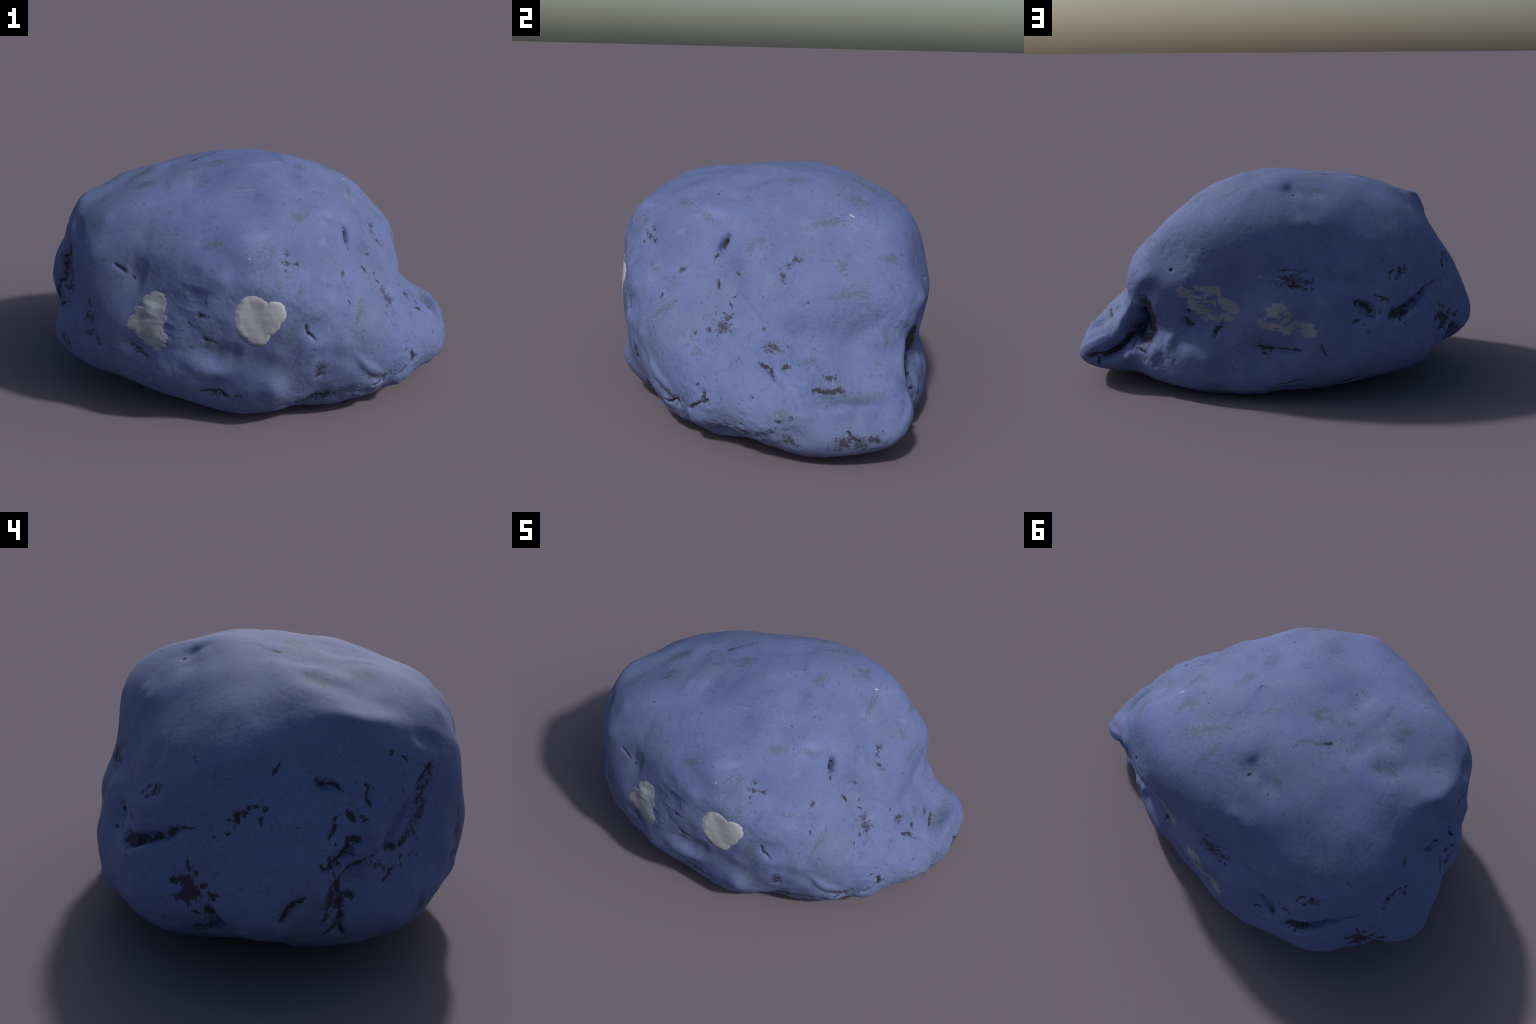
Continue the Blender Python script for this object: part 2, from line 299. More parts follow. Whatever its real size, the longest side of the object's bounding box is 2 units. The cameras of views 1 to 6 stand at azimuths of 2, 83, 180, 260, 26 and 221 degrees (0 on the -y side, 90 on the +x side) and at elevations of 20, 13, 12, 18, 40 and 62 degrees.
SCUFF += [  # flank
    (0.0169, 0.0015, [(0.175, -0.589, 0.760), (0.208, -0.576, 0.741)]),
    (0.0156, 0.0015, [(0.194, -0.561, 0.785)]),
    (0.0130, 0.0015, [(0.235, -0.557, 0.739)]),
    (0.0117, 0.0015, [(0.189, -0.602, 0.723)]),
    (0.0338, 0.0015, [(0.257, -0.576, 0.108), (0.327, -0.559, 0.115), (0.417, -0.553, 0.142)]),
    (0.0312, 0.0015, [(0.346, -0.645, 0.292)]),
    (0.0208, 0.0015, [(-0.137, -0.636, 0.183), (-0.077, -0.639, 0.164)]),
    (0.0156, 0.0015, [(-0.007, -0.656, 0.165)]),
    (0.0182, 0.0015, [(-0.471, -0.626, 0.381), (-0.382, -0.641, 0.321)]),
    (0.0182, 0.0015, [(-0.637, -0.543, 0.473), (-0.646, -0.535, 0.426)]),
    (0.0156, 0.0015, [(-0.626, -0.546, 0.376), (-0.617, -0.546, 0.344)]),
    (0.0182, 0.0015, [(-0.799, -0.384, 0.276), (-0.784, -0.372, 0.219)]),
    (0.0156, 0.0015, [(-0.630, -0.415, 0.146), (-0.564, -0.412, 0.119)]),
    (0.018, 0.0015, [(-0.755, -0.402, 0.714), (-0.800, -0.305, 0.578)]),
    (0.018, 0.0015, [(-0.879, -0.159, 0.448), (-0.856, -0.240, 0.401)]),
    (0.012, 0.0015, [(-0.790, -0.326, 0.530), (-0.781, -0.353, 0.486)]),
    (0.010, 0.0015, [(-0.640, -0.419, 0.153), (-0.494, -0.471, 0.128)]),
    (0.010, 0.0015, [(-0.383, -0.591, 0.178), (-0.342, -0.597, 0.166)]),
    (0.009, 0.0015, [(-0.285, -0.530, 0.079), (-0.246, -0.534, 0.069)]),
    (0.012, 0.0015, [(-0.178, -0.696, 0.556), (-0.130, -0.702, 0.544)]),
    (0.012, 0.0015, [(-0.151, -0.694, 0.451), (-0.093, -0.696, 0.422)]),
    (0.020, 0.0015, [(0.540, -0.524, 0.227), (0.678, -0.422, 0.182)]),
    (0.012, 0.0015, [(-0.745, -0.368, 0.174), (-0.729, -0.368, 0.162)]),
]
SCUFF += [  # notch
    (0.0390, 0.0015, [(0.639, 0.490, 0.468), (0.613, 0.491, 0.416), (0.586, 0.485, 0.362)]),
    (0.0416, 0.0015, [(0.660, 0.461, 0.388), (0.633, 0.465, 0.341), (0.601, 0.474, 0.310)]),
    (0.0420, 0.0015, [(0.700, 0.436, 0.299), (0.661, 0.456, 0.267), (0.616, 0.473, 0.272)]),
    (0.014, 0.0015, [(0.689, 0.443, 0.280), (0.703, 0.447, 0.213)]),
]
SCUFF += [  # far
    (0.0390, 0.0015, [(-0.030, 0.631, 0.602), (-0.091, 0.631, 0.596), (-0.158, 0.625, 0.584)]),
    (0.0130, 0.0015, [(-0.025, 0.620, 0.644), (-0.056, 0.618, 0.643)]),
    (0.0182, 0.0015, [(-0.447, 0.643, 0.437), (-0.457, 0.644, 0.419)]),
    (0.0104, 0.0015, [(-0.415, 0.656, 0.393)]),
    (0.0091, 0.0015, [(-0.436, 0.655, 0.358)]),
    (0.0182, 0.0015, [(-0.603, 0.523, 0.609)]),
]
SCUFF += [  # end
    (0.0312, 0.0015, [(-0.758, 0.397, 0.181), (-0.835, 0.366, 0.235), (-0.826, 0.339, 0.207)]),
    (0.0208, 0.0015, [(-0.708, 0.388, 0.137), (-0.761, 0.330, 0.160)]),
    (0.0182, 0.0015, [(-0.606, 0.522, 0.605), (-0.623, 0.501, 0.634)]),
    (0.0338, 0.0015, [(-0.788, -0.346, 0.649), (-0.778, -0.359, 0.591), (-0.786, -0.336, 0.544)]),
    (0.0234, 0.0015, [(-0.769, -0.376, 0.716)]),
    (0.0260, 0.0015, [(-0.819, -0.361, 0.293), (-0.813, -0.348, 0.238)]),
    (0.0169, 0.0015, [(-0.654, -0.528, 0.481), (-0.666, -0.517, 0.438)]),
    (0.0143, 0.0015, [(-0.635, -0.542, 0.397), (-0.679, -0.504, 0.363)]),
    (0.0130, 0.0015, [(-0.656, -0.527, 0.546), (-0.655, -0.528, 0.508)]),
    (0.0208, 0.0015, [(-0.477, 0.610, 0.518), (-0.531, 0.605, 0.493)]),
    (0.0130, 0.0015, [(-0.496, 0.631, 0.442)]),
    (0.0182, 0.0015, [(-0.915, -0.020, 0.311), (-0.902, -0.002, 0.260)]),
    (0.0208, 0.0015, [(-0.803, -0.297, 0.521), (-0.792, -0.328, 0.495)]),
    (0.0130, 0.0015, [(-0.909, -0.093, 0.483)]),
]

# Worn-thin paint and grey-tinted dark patches: half width, path
THIN = []
THIN += [  # top
    (0.050, 0.0, [(-0.458, -0.008, 0.991), (-0.549, -0.069, 0.970)]),
    (0.022, 0.0, [(-0.416, -0.180, 0.989), (-0.489, -0.208, 0.978)]),
    (0.035, 0.0, [(0.244, 0.086, 1.001), (0.226, -0.003, 0.998)]),
    (0.022, 0.0, [(0.398, 0.378, 0.906), (0.364, 0.227, 0.947)]),
    (0.040, 0.0, [(0.309, 0.434, 0.921), (0.119, 0.293, 1.005)]),
    (0.026, 0.0, [(0.107, 0.426, 0.962), (0.091, 0.353, 0.990)]),
    (0.026, 0.0, [(-0.210, 0.331, 0.972)]),
    (0.018, 0.0, [(-0.097, 0.009, 1.040), (-0.175, -0.109, 1.016)]),
    (0.018, 0.0, [(-0.241, -0.080, 1.015), (-0.292, -0.101, 1.006)]),
    (0.014, 0.0, [(-0.346, -0.005, 1.007)]),
    (0.018, 0.0, [(0.031, 0.114, 1.036)]),
    (0.014, 0.0, [(-0.152, 0.148, 1.035), (-0.210, 0.105, 1.028)]),
    (0.024, 0.0, [(-0.474, -0.270, 0.976), (-0.441, -0.207, 0.985)]),
    (0.026, 0.0, [(-0.195, -0.043, 1.024), (-0.084, 0.006, 1.041)]),
    (0.016, 0.0, [(-0.277, 0.044, 1.016), (-0.152, 0.139, 1.035)]),
    (0.035, 0.0, [(0.337, 0.271, 0.954), (0.403, 0.278, 0.920)]),
    (0.014, 0.0, [(0.228, -0.088, 0.976)]),
]
THIN += [  # flank
    (0.035, 0.0, [(0.214, -0.455, 0.902), (0.274, -0.407, 0.901)]),
    (0.024, 0.0, [(0.331, -0.371, 0.879), (0.387, -0.309, 0.849)]),
    (0.024, 0.0, [(0.127, -0.593, 0.813)]),
    (0.026, 0.0, [(-0.157, -0.623, 0.823), (-0.072, -0.617, 0.852)]),
    (0.020, 0.0, [(0.359, -0.547, 0.643)]),
    (0.045, 0.0, [(0.229, -0.693, 0.536), (0.214, -0.679, 0.403)]),  # shading right of the round dab, painted in as a grey tint
    (0.035, 0.0, [(-0.141, -0.697, 0.474), (-0.084, -0.690, 0.367)]),
    (0.020, 0.0, [(0.149, -0.650, 0.690), (0.160, -0.665, 0.656)]),
    (0.016, 0.0, [(0.254, -0.611, 0.667), (0.236, -0.656, 0.633)]),
    (0.024, 0.0, [(0.338, -0.562, 0.648)]),
    (0.016, 0.0, [(0.648, -0.435, 0.411)]),
    (0.026, 0.0, [(0.681, -0.390, 0.390)]),
    (0.030, 0.0, [(0.519, -0.475, 0.546), (0.482, -0.571, 0.466)]),
]
THIN += [  # face
    (0.026, 0.0, [(0.253, 0.001, 0.988), (0.243, 0.116, 1.004)]),
    (0.026, 0.0, [(0.360, 0.219, 0.949), (0.386, 0.369, 0.914)]),
    (0.022, 0.0, [(0.704, 0.107, 0.602), (0.707, 0.255, 0.640)]),
    (0.020, 0.0, [(0.517, -0.129, 0.800)]),
    (0.016, 0.0, [(0.716, 0.343, 0.488), (0.724, 0.334, 0.413)]),
    (0.024, 0.0, [(0.747, -0.130, 0.435), (0.760, -0.088, 0.416)]),
    (0.026, 0.0, [(0.918, 0.053, 0.285), (0.905, 0.156, 0.282)]),
    (0.028, 0.0, [(0.895, 0.201, 0.292), (0.901, 0.272, 0.293)]),
    (0.022, 0.0, [(0.642, 0.159, 0.708), (0.617, 0.194, 0.733)]),
    (0.040, 0.0, [(0.916, 0.046, 0.289), (0.902, 0.171, 0.284), (0.904, 0.286, 0.290)]),  # darker grey band along the ledge recess
    (0.020, 0.0, [(0.535, -0.190, 0.754), (0.511, -0.158, 0.803)]),
    (0.030, 0.0, [(0.474, 0.216, 0.874), (0.481, 0.059, 0.852)]),
    (0.026, 0.0, [(0.623, 0.330, 0.742), (0.603, 0.412, 0.737)]),
    (0.026, 0.0, [(0.803, -0.012, 0.384), (0.786, 0.064, 0.392)]),
]
THIN += [  # snout
    (0.026, 0.0, [(0.947, -0.120, 0.234), (0.955, -0.072, 0.240)]),
    (0.016, 0.0, [(0.964, -0.086, 0.180)]),
]
THIN += [  # far
    (0.03, 0.0, [(0.086, 0.643, 0.301), (0.060, 0.652, 0.325)]),
]

# Paler touched-up paint
LIGHT = []
LIGHT += [  # face
    (0.030, 0.0, [(0.326, -0.361, 0.888), (0.386, -0.263, 0.870)]),
    (0.018, 0.0, [(0.610, 0.225, 0.743), (0.619, 0.269, 0.741)]),
    (0.026, 0.0, [(0.332, -0.395, 0.862), (0.369, -0.264, 0.885)]),
]
LIGHT += [  # flank
    (0.024, 0.0, [(0.034, -0.615, 0.854), (0.110, -0.560, 0.867)]),
    (0.020, 0.0, [(0.338, -0.448, 0.797)]),
]

# Specks of white paint
WHITE = []
WHITE += [  # top
    (0.007, 0.0, [(0.466, 0.244, 0.882), (0.457, 0.237, 0.889)]),
]
WHITE += [  # flank
    (0.005, 0.0, [(0.035, -0.657, 0.792)]),
]
WHITE += [  # far
    (0.005, 0.0, [(-0.197, 0.645, 0.107)]),
    (0.004, 0.0, [(-0.166, 0.639, 0.099)]),
    (0.005, 0.0, [(-0.170, 0.580, 0.060)]),
    (0.004, 0.0, [(0.063, 0.620, 0.612)]),
    (0.004, 0.0, [(0.202, 0.627, 0.205)]),
]

# White paint dabs, each built from brush strokes: half width, path
DABS = {
    "round": [
        (0.074, [(0.058, -0.691, 0.566), (0.061, -0.694, 0.516)]),
        (0.062, [(0.108, -0.696, 0.529)]),
        (0.050, [(0.143, -0.696, 0.571)]),
        (0.052, [(0.075, -0.694, 0.473)]),
    ],
    "smear": [
        (0.070, [(-0.387, -0.643, 0.510)]),
        (0.050, [(-0.352, -0.640, 0.578)]),
        (0.042, [(-0.416, -0.643, 0.440)]),
        (0.040, [(-0.339, -0.657, 0.406)]),
        (0.060, [(-0.363, -0.653, 0.436)]),
        (0.030, [(-0.337, -0.654, 0.511)]),
        (0.040, [(-0.372, -0.636, 0.575), (-0.377, -0.647, 0.496)]),
        (0.036, [(-0.422, -0.635, 0.516), (-0.448, -0.633, 0.477)]),
        (0.045, [(-0.372, -0.639, 0.556), (-0.387, -0.645, 0.495)]),
        (0.032, [(-0.387, -0.647, 0.475), (-0.349, -0.655, 0.405)]),
        (0.028, [(-0.388, -0.649, 0.433), (-0.368, -0.652, 0.414)]),
    ],
    "brush": [
        (0.0195, [(0.442, 0.578, 0.536), (0.375, 0.596, 0.543), (0.268, 0.600, 0.548)]),
        (0.0317, [(0.427, 0.576, 0.513), (0.388, 0.575, 0.485), (0.350, 0.564, 0.435), (0.314, 0.567, 0.412)]),
        (0.0293, [(0.265, 0.595, 0.522), (0.230, 0.594, 0.489), (0.194, 0.607, 0.455)]),
        (0.0244, [(0.194, 0.609, 0.447), (0.227, 0.601, 0.410)]),
        (0.0244, [(0.314, 0.567, 0.412), (0.245, 0.593, 0.408)]),
        (0.0195, [(0.386, 0.586, 0.511), (0.318, 0.595, 0.517), (0.265, 0.596, 0.527)]),
        (0.0146, [(0.334, 0.581, 0.477), (0.284, 0.586, 0.478)]),
    ],
    "swirl": [
        (0.0220, [(-0.004, 0.671, 0.494), (-0.034, 0.679, 0.480)]),
        (0.0268, [(-0.034, 0.679, 0.477), (0.027, 0.676, 0.455), (0.056, 0.672, 0.412)]),
        (0.0244, [(0.038, 0.676, 0.402), (-0.023, 0.682, 0.377), (-0.100, 0.692, 0.369), (-0.172, 0.695, 0.377)]),
        (0.0195, [(-0.054, 0.689, 0.421), (-0.116, 0.692, 0.406), (-0.162, 0.693, 0.395)]),
        (0.0171, [(-0.065, 0.688, 0.442), (-0.100, 0.690, 0.427)]),
        (0.0146, [(-0.014, 0.686, 0.426), (-0.034, 0.688, 0.411)]),
    ],
}

# Knobs (+) and hollows (-) of the surface: breadth, height, place
KNOBS = []
KNOBS += [  # far end
    (0.046, +0.008, [(-0.312, -0.648, 0.445)]),
    (0.046, +0.004, [(-0.497, -0.099, 0.954)]),
    (0.041, +0.008, [(-0.804, 0.359, 0.501)]),
    (0.051, +0.009, [(-0.445, 0.644, 0.213)]),
    (0.046, +0.006, [(-0.884, 0.169, 0.586)]),
    (0.046, +0.007, [(-0.733, 0.525, 0.350)]),
    (0.081, +0.020, [(-0.770, 0.397, 0.497)]),
    (0.032, +0.009, [(-0.670, 0.492, 0.465)]),
    (0.051, +0.006, [(-0.458, -0.149, 0.961)]),
    (0.041, +0.028, [(-0.811, -0.276, 0.489)]),
    (0.051, +0.004, [(-0.753, -0.301, 0.814)]),
    (0.046, +0.007, [(-0.707, 0.500, 0.178)]),
    (0.051, +0.007, [(-0.329, 0.670, 0.183)]),
    (0.046, +0.004, [(-0.872, -0.177, 0.210)]),
    (0.041, +0.014, [(-0.850, -0.188, 0.506)]),
    (0.051, +0.009, [(-0.726, -0.457, 0.424)]),
    (0.041, +0.009, [(-0.630, -0.507, 0.752)]),
    (0.041, +0.009, [(-0.482, -0.115, 0.957)]),
    (0.057, +0.004, [(-0.751, 0.449, 0.438)]),
    (0.034, +0.008, [(-0.685, -0.490, 0.692)]),
    (0.055, +0.027, [(-0.879, -0.140, 0.502)]),
    (0.051, +0.013, [(-0.527, -0.546, 0.217)]),
    (0.041, +0.013, [(-0.856, -0.072, 0.215)]),
    (0.041, +0.006, [(-0.811, -0.133, 0.130)]),
    (0.041, +0.016, [(-0.424, -0.062, 0.979)]),
    (0.028, +0.011, [(-0.587, -0.440, 0.875)]),
    (0.041, +0.003, [(-0.678, 0.191, 0.852)]),
    (0.046, +0.006, [(-0.926, 0.189, 0.498)]),
    (0.046, +0.003, [(-0.947, 0.280, 0.391)]),
    (0.081, +0.015, [(-0.324, -0.653, 0.304)]),
    (0.041, +0.004, [(-0.582, -0.510, 0.211)]),
    (0.051, +0.004, [(-0.821, -0.305, 0.410)]),
    (0.037, +0.015, [(-0.870, -0.144, 0.553)]),
    (0.032, +0.004, [(-0.789, -0.329, 0.620)]),
    (0.041, -0.007, [(-0.365, 0.003, 1.000)]),
    (0.051, -0.014, [(-0.381, 0.643, 0.473)]),
    (0.034, -0.004, [(-0.621, -0.182, 0.928)]),
    (0.046, -0.003, [(-0.638, -0.141, 0.928)]),
    (0.081, -0.006, [(-0.546, 0.539, 0.623)]),
    (0.069, -0.023, [(-0.403, 0.640, 0.457)]),
    (0.060, -0.018, [(-0.985, 0.247, 0.366)]),
    (0.051, -0.004, [(-0.621, -0.182, 0.928)]),
    (0.041, -0.010, [(-0.394, -0.054, 0.988)]),
    (0.081, -0.006, [(-0.824, -0.113, 0.738)]),
    (0.069, -0.007, [(-0.901, -0.046, 0.586)]),
    (0.051, -0.009, [(-0.904, -0.103, 0.392)]),
    (0.046, -0.003, [(-0.810, -0.367, 0.355)]),
    (0.069, -0.011, [(-0.862, 0.008, 0.668)]),
    (0.046, -0.014, [(-0.657, -0.241, 0.913)]),
    (0.041, -0.028, [(-0.900, -0.081, 0.408)]),
    (0.057, -0.015, [(-0.776, -0.370, 0.642)]),
    (0.051, -0.010, [(-0.828, -0.289, 0.406)]),
    (0.064, -0.010, [(-0.905, 0.295, 0.436)]),
    (0.051, -0.010, [(-0.527, 0.538, 0.639)]),
    (0.046, -0.012, [(-0.763, -0.050, 0.834)]),
    (0.069, -0.008, [(-0.766, -0.391, 0.661)]),
    (0.069, -0.022, [(-0.779, -0.349, 0.513)]),
    (0.081, -0.013, [(-0.856, -0.255, 0.374)]),
    (0.069, -0.013, [(-0.821, -0.096, 0.746)]),
    (0.081, -0.012, [(-0.916, -0.038, 0.555)]),
    (0.041, -0.004, [(-0.787, -0.118, 0.813)]),
    (0.051, -0.015, [(-0.952, 0.089, 0.299)]),
    (0.057, -0.004, [(-0.680, -0.145, 0.914)]),
    (0.041, -0.009, [(-0.404, -0.541, 0.847)]),
    (0.064, -0.016, [(-0.840, -0.221, 0.466)]),
    (0.046, -0.008, [(-0.514, -0.050, 0.956)]),
    (0.028, -0.014, [(-0.456, -0.632, 0.391)]),
    (0.028, -0.012, [(-0.673, -0.510, 0.357)]),
]
KNOBS += [  # middle
    (0.034, +0.009, [(-0.078, -0.687, 0.710)]),
    (0.046, +0.004, [(-0.158, -0.198, 0.992)]),
    (0.028, +0.010, [(-0.043, -0.696, 0.550)]),
    (0.046, +0.007, [(0.298, -0.591, 0.650)]),
    (0.057, +0.005, [(0.190, 0.038, 1.009)]),
    (0.069, +0.008, [(0.228, -0.193, 0.937)]),
    (0.051, +0.008, [(0.185, 0.594, 0.536)]),
    (0.046, +0.011, [(-0.202, 0.512, 0.826)]),
    (0.041, +0.021, [(0.279, 0.594, 0.315)]),
    (0.028, +0.014, [(-0.105, 0.309, 0.976)]),
    (0.028, +0.004, [(-0.166, -0.219, 0.986)]),
    (0.046, +0.011, [(0.236, 0.590, 0.460)]),
    (0.041, +0.010, [(0.135, 0.633, 0.193)]),
    (0.032, +0.014, [(-0.236, 0.652, 0.495)]),
    (0.032, +0.011, [(-0.134, 0.515, 0.847)]),
    (0.032, +0.006, [(-0.216, 0.036, 1.017)]),
    (0.028, +0.008, [(-0.050, 0.302, 0.994)]),
    (0.032, +0.010, [(-0.099, 0.674, 0.476)]),
    (0.069, +0.003, [(0.247, -0.090, 0.966)]),
    (0.032, +0.007, [(-0.047, 0.323, 0.980)]),
    (0.051, +0.011, [(-0.247, -0.670, 0.455)]),
    (0.074, +0.018, [(-0.218, -0.656, 0.248)]),
    (0.064, +0.007, [(-0.279, -0.619, 0.179)]),
    (0.051, +0.009, [(0.119, -0.679, 0.648)]),
    (0.046, +0.004, [(0.012, -0.677, 0.741)]),
    (0.057, +0.011, [(-0.273, -0.662, 0.429)]),
    (0.069, +0.006, [(-0.206, -0.635, 0.195)]),
    (0.037, +0.013, [(0.289, -0.654, 0.373)]),
    (0.032, +0.006, [(-0.165, -0.157, 1.000)]),
    (0.041, +0.007, [(0.255, -0.149, 0.942)]),
    (0.041, +0.006, [(0.296, -0.593, 0.157)]),
    (0.034, +0.004, [(0.220, -0.076, 0.978)]),
    (0.081, -0.006, [(0.111, -0.698, 0.561)]),
    (0.081, -0.009, [(0.269, -0.681, 0.488)]),
    (0.046, -0.005, [(-0.246, -0.650, 0.733)]),
    (0.046, -0.010, [(0.106, -0.651, 0.729)]),
    (0.041, -0.009, [(0.200, -0.564, 0.767)]),
    (0.057, -0.003, [(0.021, -0.535, 0.905)]),
    (0.032, -0.010, [(-0.076, 0.688, 0.328)]),
    (0.037, -0.010, [(-0.178, 0.361, 0.952)]),
    (0.041, -0.005, [(-0.096, 0.692, 0.316)]),
    (0.032, -0.006, [(0.054, 0.660, 0.344)]),
    (0.051, -0.003, [(-0.128, 0.363, 0.955)]),
    (0.041, -0.004, [(-0.117, 0.696, 0.335)]),
    (0.037, -0.004, [(0.178, -0.299, 0.959)]),
    (0.041, -0.004, [(-0.095, -0.697, 0.460)]),
    (0.064, -0.012, [(0.224, -0.689, 0.575)]),
    (0.055, -0.003, [(0.208, -0.551, 0.782)]),
    (0.051, -0.014, [(-0.098, -0.686, 0.342)]),
]
KNOBS += [  # face and snout
    (0.051, +0.006, [(0.513, -0.515, 0.164)]),
    (0.051, +0.012, [(0.590, -0.452, 0.138)]),
    (0.051, +0.010, [(0.701, -0.389, 0.131)]),
    (0.069, +0.012, [(0.710, 0.338, 0.447)]),
    (0.046, +0.005, [(0.732, -0.070, 0.444)]),
    (0.057, +0.012, [(0.972, 0.228, 0.212)]),
    (0.034, +0.011, [(0.323, -0.573, 0.646)]),
    (0.051, +0.019, [(0.509, -0.531, 0.191)]),
    (0.051, +0.023, [(0.571, -0.471, 0.161)]),
    (0.051, +0.015, [(0.650, -0.406, 0.114)]),
    (0.081, +0.011, [(0.710, 0.323, 0.432)]),
    (0.041, +0.009, [(0.737, -0.075, 0.436)]),
    (0.034, +0.018, [(0.930, 0.128, 0.259)]),
    (0.051, +0.005, [(0.707, -0.071, 0.540)]),
    (0.041, +0.030, [(0.714, 0.271, 0.409)]),
    (0.041, +0.024, [(0.614, 0.505, 0.576)]),
    (0.028, +0.006, [(0.750, 0.405, 0.299)]),
    (0.046, +0.017, [(0.496, 0.511, 0.273)]),
    (0.051, +0.007, [(0.485, 0.507, 0.330)]),
    (0.051, +0.011, [(0.488, 0.543, 0.218)]),
    (0.034, +0.043, [(0.717, 0.335, 0.228)]),
    (0.041, +0.013, [(0.314, 0.616, 0.219)]),
    (0.057, +0.004, [(0.343, -0.585, 0.620)]),
    (0.046, +0.019, [(0.537, -0.297, 0.626)]),
    (0.041, +0.006, [(0.644, -0.468, 0.256)]),
    (0.064, -0.010, [(0.581, -0.254, 0.608)]),
    (0.069, -0.009, [(0.812, 0.184, 0.349)]),
    (0.069, -0.004, [(0.876, 0.053, 0.315)]),
    (0.046, -0.007, [(0.982, -0.007, 0.165)]),
    (0.046, -0.013, [(0.779, -0.259, 0.375)]),
    (0.057, -0.012, [(0.411, -0.630, 0.352)]),
    (0.046, -0.012, [(0.506, -0.592, 0.333)]),
    (0.041, -0.005, [(0.484, 0.025, 0.840)]),
    (0.046, -0.008, [(0.675, -0.350, 0.067)]),
    (0.064, -0.017, [(0.849, 0.226, 0.319)]),
    (0.060, -0.019, [(0.553, -0.278, 0.625)]),
    (0.046, -0.014, [(0.970, -0.056, 0.163)]),
    (0.046, -0.007, [(0.646, 0.399, 0.690)]),
    (0.041, -0.005, [(0.484, 0.025, 0.840)]),
    (0.041, -0.008, [(0.390, -0.629, 0.270)]),
    (0.041, -0.006, [(0.983, 0.264, 0.107)]),
    (0.051, -0.005, [(0.507, 0.018, 0.817)]),
    (0.034, -0.012, [(0.639, -0.139, 0.614)]),
    (0.081, -0.019, [(0.889, 0.096, 0.276)]),
    (0.034, -0.028, [(0.700, 0.445, 0.451)]),
    (0.028, -0.009, [(0.611, 0.504, 0.469)]),
    (0.028, -0.006, [(0.407, 0.583, 0.510)]),
    (0.046, -0.009, [(0.892, 0.289, 0.287)]),
    (0.034, -0.012, [(0.356, 0.603, 0.554)]),
    (0.034, -0.004, [(0.715, 0.358, 0.603)]),
    (0.032, -0.036, [(0.599, 0.518, 0.534)]),
    (0.028, -0.011, [(0.408, 0.575, 0.487)]),
]

# Knobs (+) and hollows (-) of the surface: breadth, height, place
SWELLS = []
SWELLS += [  # far end
    (0.046, +0.004, [(-0.380, -0.590, 0.776)]),
    (0.051, +0.006, [(-0.524, -0.146, 0.943)]),
    (0.046, +0.011, [(-0.407, 0.660, 0.255)]),
    (0.060, +0.004, [(-0.478, -0.151, 0.959)]),
    (0.055, +0.010, [(-0.345, 0.677, 0.222)]),
    (0.051, +0.004, [(-0.756, -0.302, 0.816)]),
    (0.046, +0.010, [(-0.727, 0.513, 0.210)]),
    (0.041, +0.004, [(-0.810, 0.283, 0.187)]),
    (0.051, +0.009, [(-0.731, -0.461, 0.425)]),
    (0.046, +0.004, [(-0.785, 0.437, 0.406)]),
    (0.041, +0.003, [(-0.382, -0.613, 0.657)]),
    (0.037, +0.012, [(-0.785, -0.180, 0.812)]),
    (0.032, +0.014, [(-0.498, -0.055, 0.952)]),
    (0.032, +0.005, [(-0.524, -0.146, 0.943)]),
    (0.051, +0.010, [(-0.851, -0.274, 0.325)]),
    (0.064, +0.020, [(-0.935, 0.146, 0.292)]),
    (0.055, +0.018, [(-0.874, -0.035, 0.266)]),
    (0.069, +0.021, [(-0.855, -0.268, 0.234)]),
    (0.055, +0.016, [(-0.852, -0.175, 0.596)]),
    (0.041, +0.009, [(-0.765, -0.124, 0.846)]),
    (0.041, +0.016, [(-0.730, -0.432, 0.515)]),
    (0.041, +0.015, [(-0.630, -0.531, 0.311)]),
    (0.046, +0.004, [(-0.747, 0.241, 0.781)]),
    (0.051, +0.015, [(-0.337, -0.654, 0.257)]),
    (0.041, +0.015, [(-0.797, -0.308, 0.677)]),
    (0.037, +0.014, [(-0.876, -0.148, 0.574)]),
    (0.046, -0.007, [(-0.480, 0.594, 0.501)]),
    (0.037, -0.010, [(-0.313, 0.559, 0.680)]),
    (0.055, -0.003, [(-0.806, 0.280, 0.667)]),
    (0.051, -0.015, [(-0.357, 0.637, 0.435)]),
    (0.051, -0.010, [(-0.889, -0.104, 0.537)]),
    (0.046, -0.007, [(-0.907, -0.061, 0.444)]),
    (0.037, -0.012, [(-0.622, 0.618, 0.340)]),
    (0.051, -0.004, [(-0.843, -0.308, 0.246)]),
    (0.041, -0.005, [(-0.801, 0.376, 0.206)]),
    (0.041, -0.010, [(-0.741, -0.411, 0.561)]),
    (0.046, -0.006, [(-0.905, -0.127, 0.487)]),
    (0.046, -0.005, [(-0.791, -0.365, 0.395)]),
    (0.037, -0.008, [(-0.768, 0.338, 0.698)]),
    (0.041, -0.017, [(-0.806, -0.301, 0.704)]),
    (0.055, -0.016, [(-0.891, -0.094, 0.365)]),
    (0.060, -0.013, [(-0.410, -0.645, 0.406)]),
    (0.041, -0.015, [(-0.816, -0.278, 0.490)]),
    (0.037, -0.008, [(-0.773, 0.082, 0.786)]),
    (0.032, -0.016, [(-0.783, -0.403, 0.273)]),
    (0.046, -0.008, [(-0.783, -0.356, 0.430)]),
    (0.041, -0.012, [(-0.475, -0.618, 0.371)]),
    (0.037, -0.005, [(-0.819, -0.049, 0.715)]),
    (0.041, -0.006, [(-0.884, -0.136, 0.372)]),
    (0.041, -0.011, [(-0.756, -0.435, 0.363)]),
]
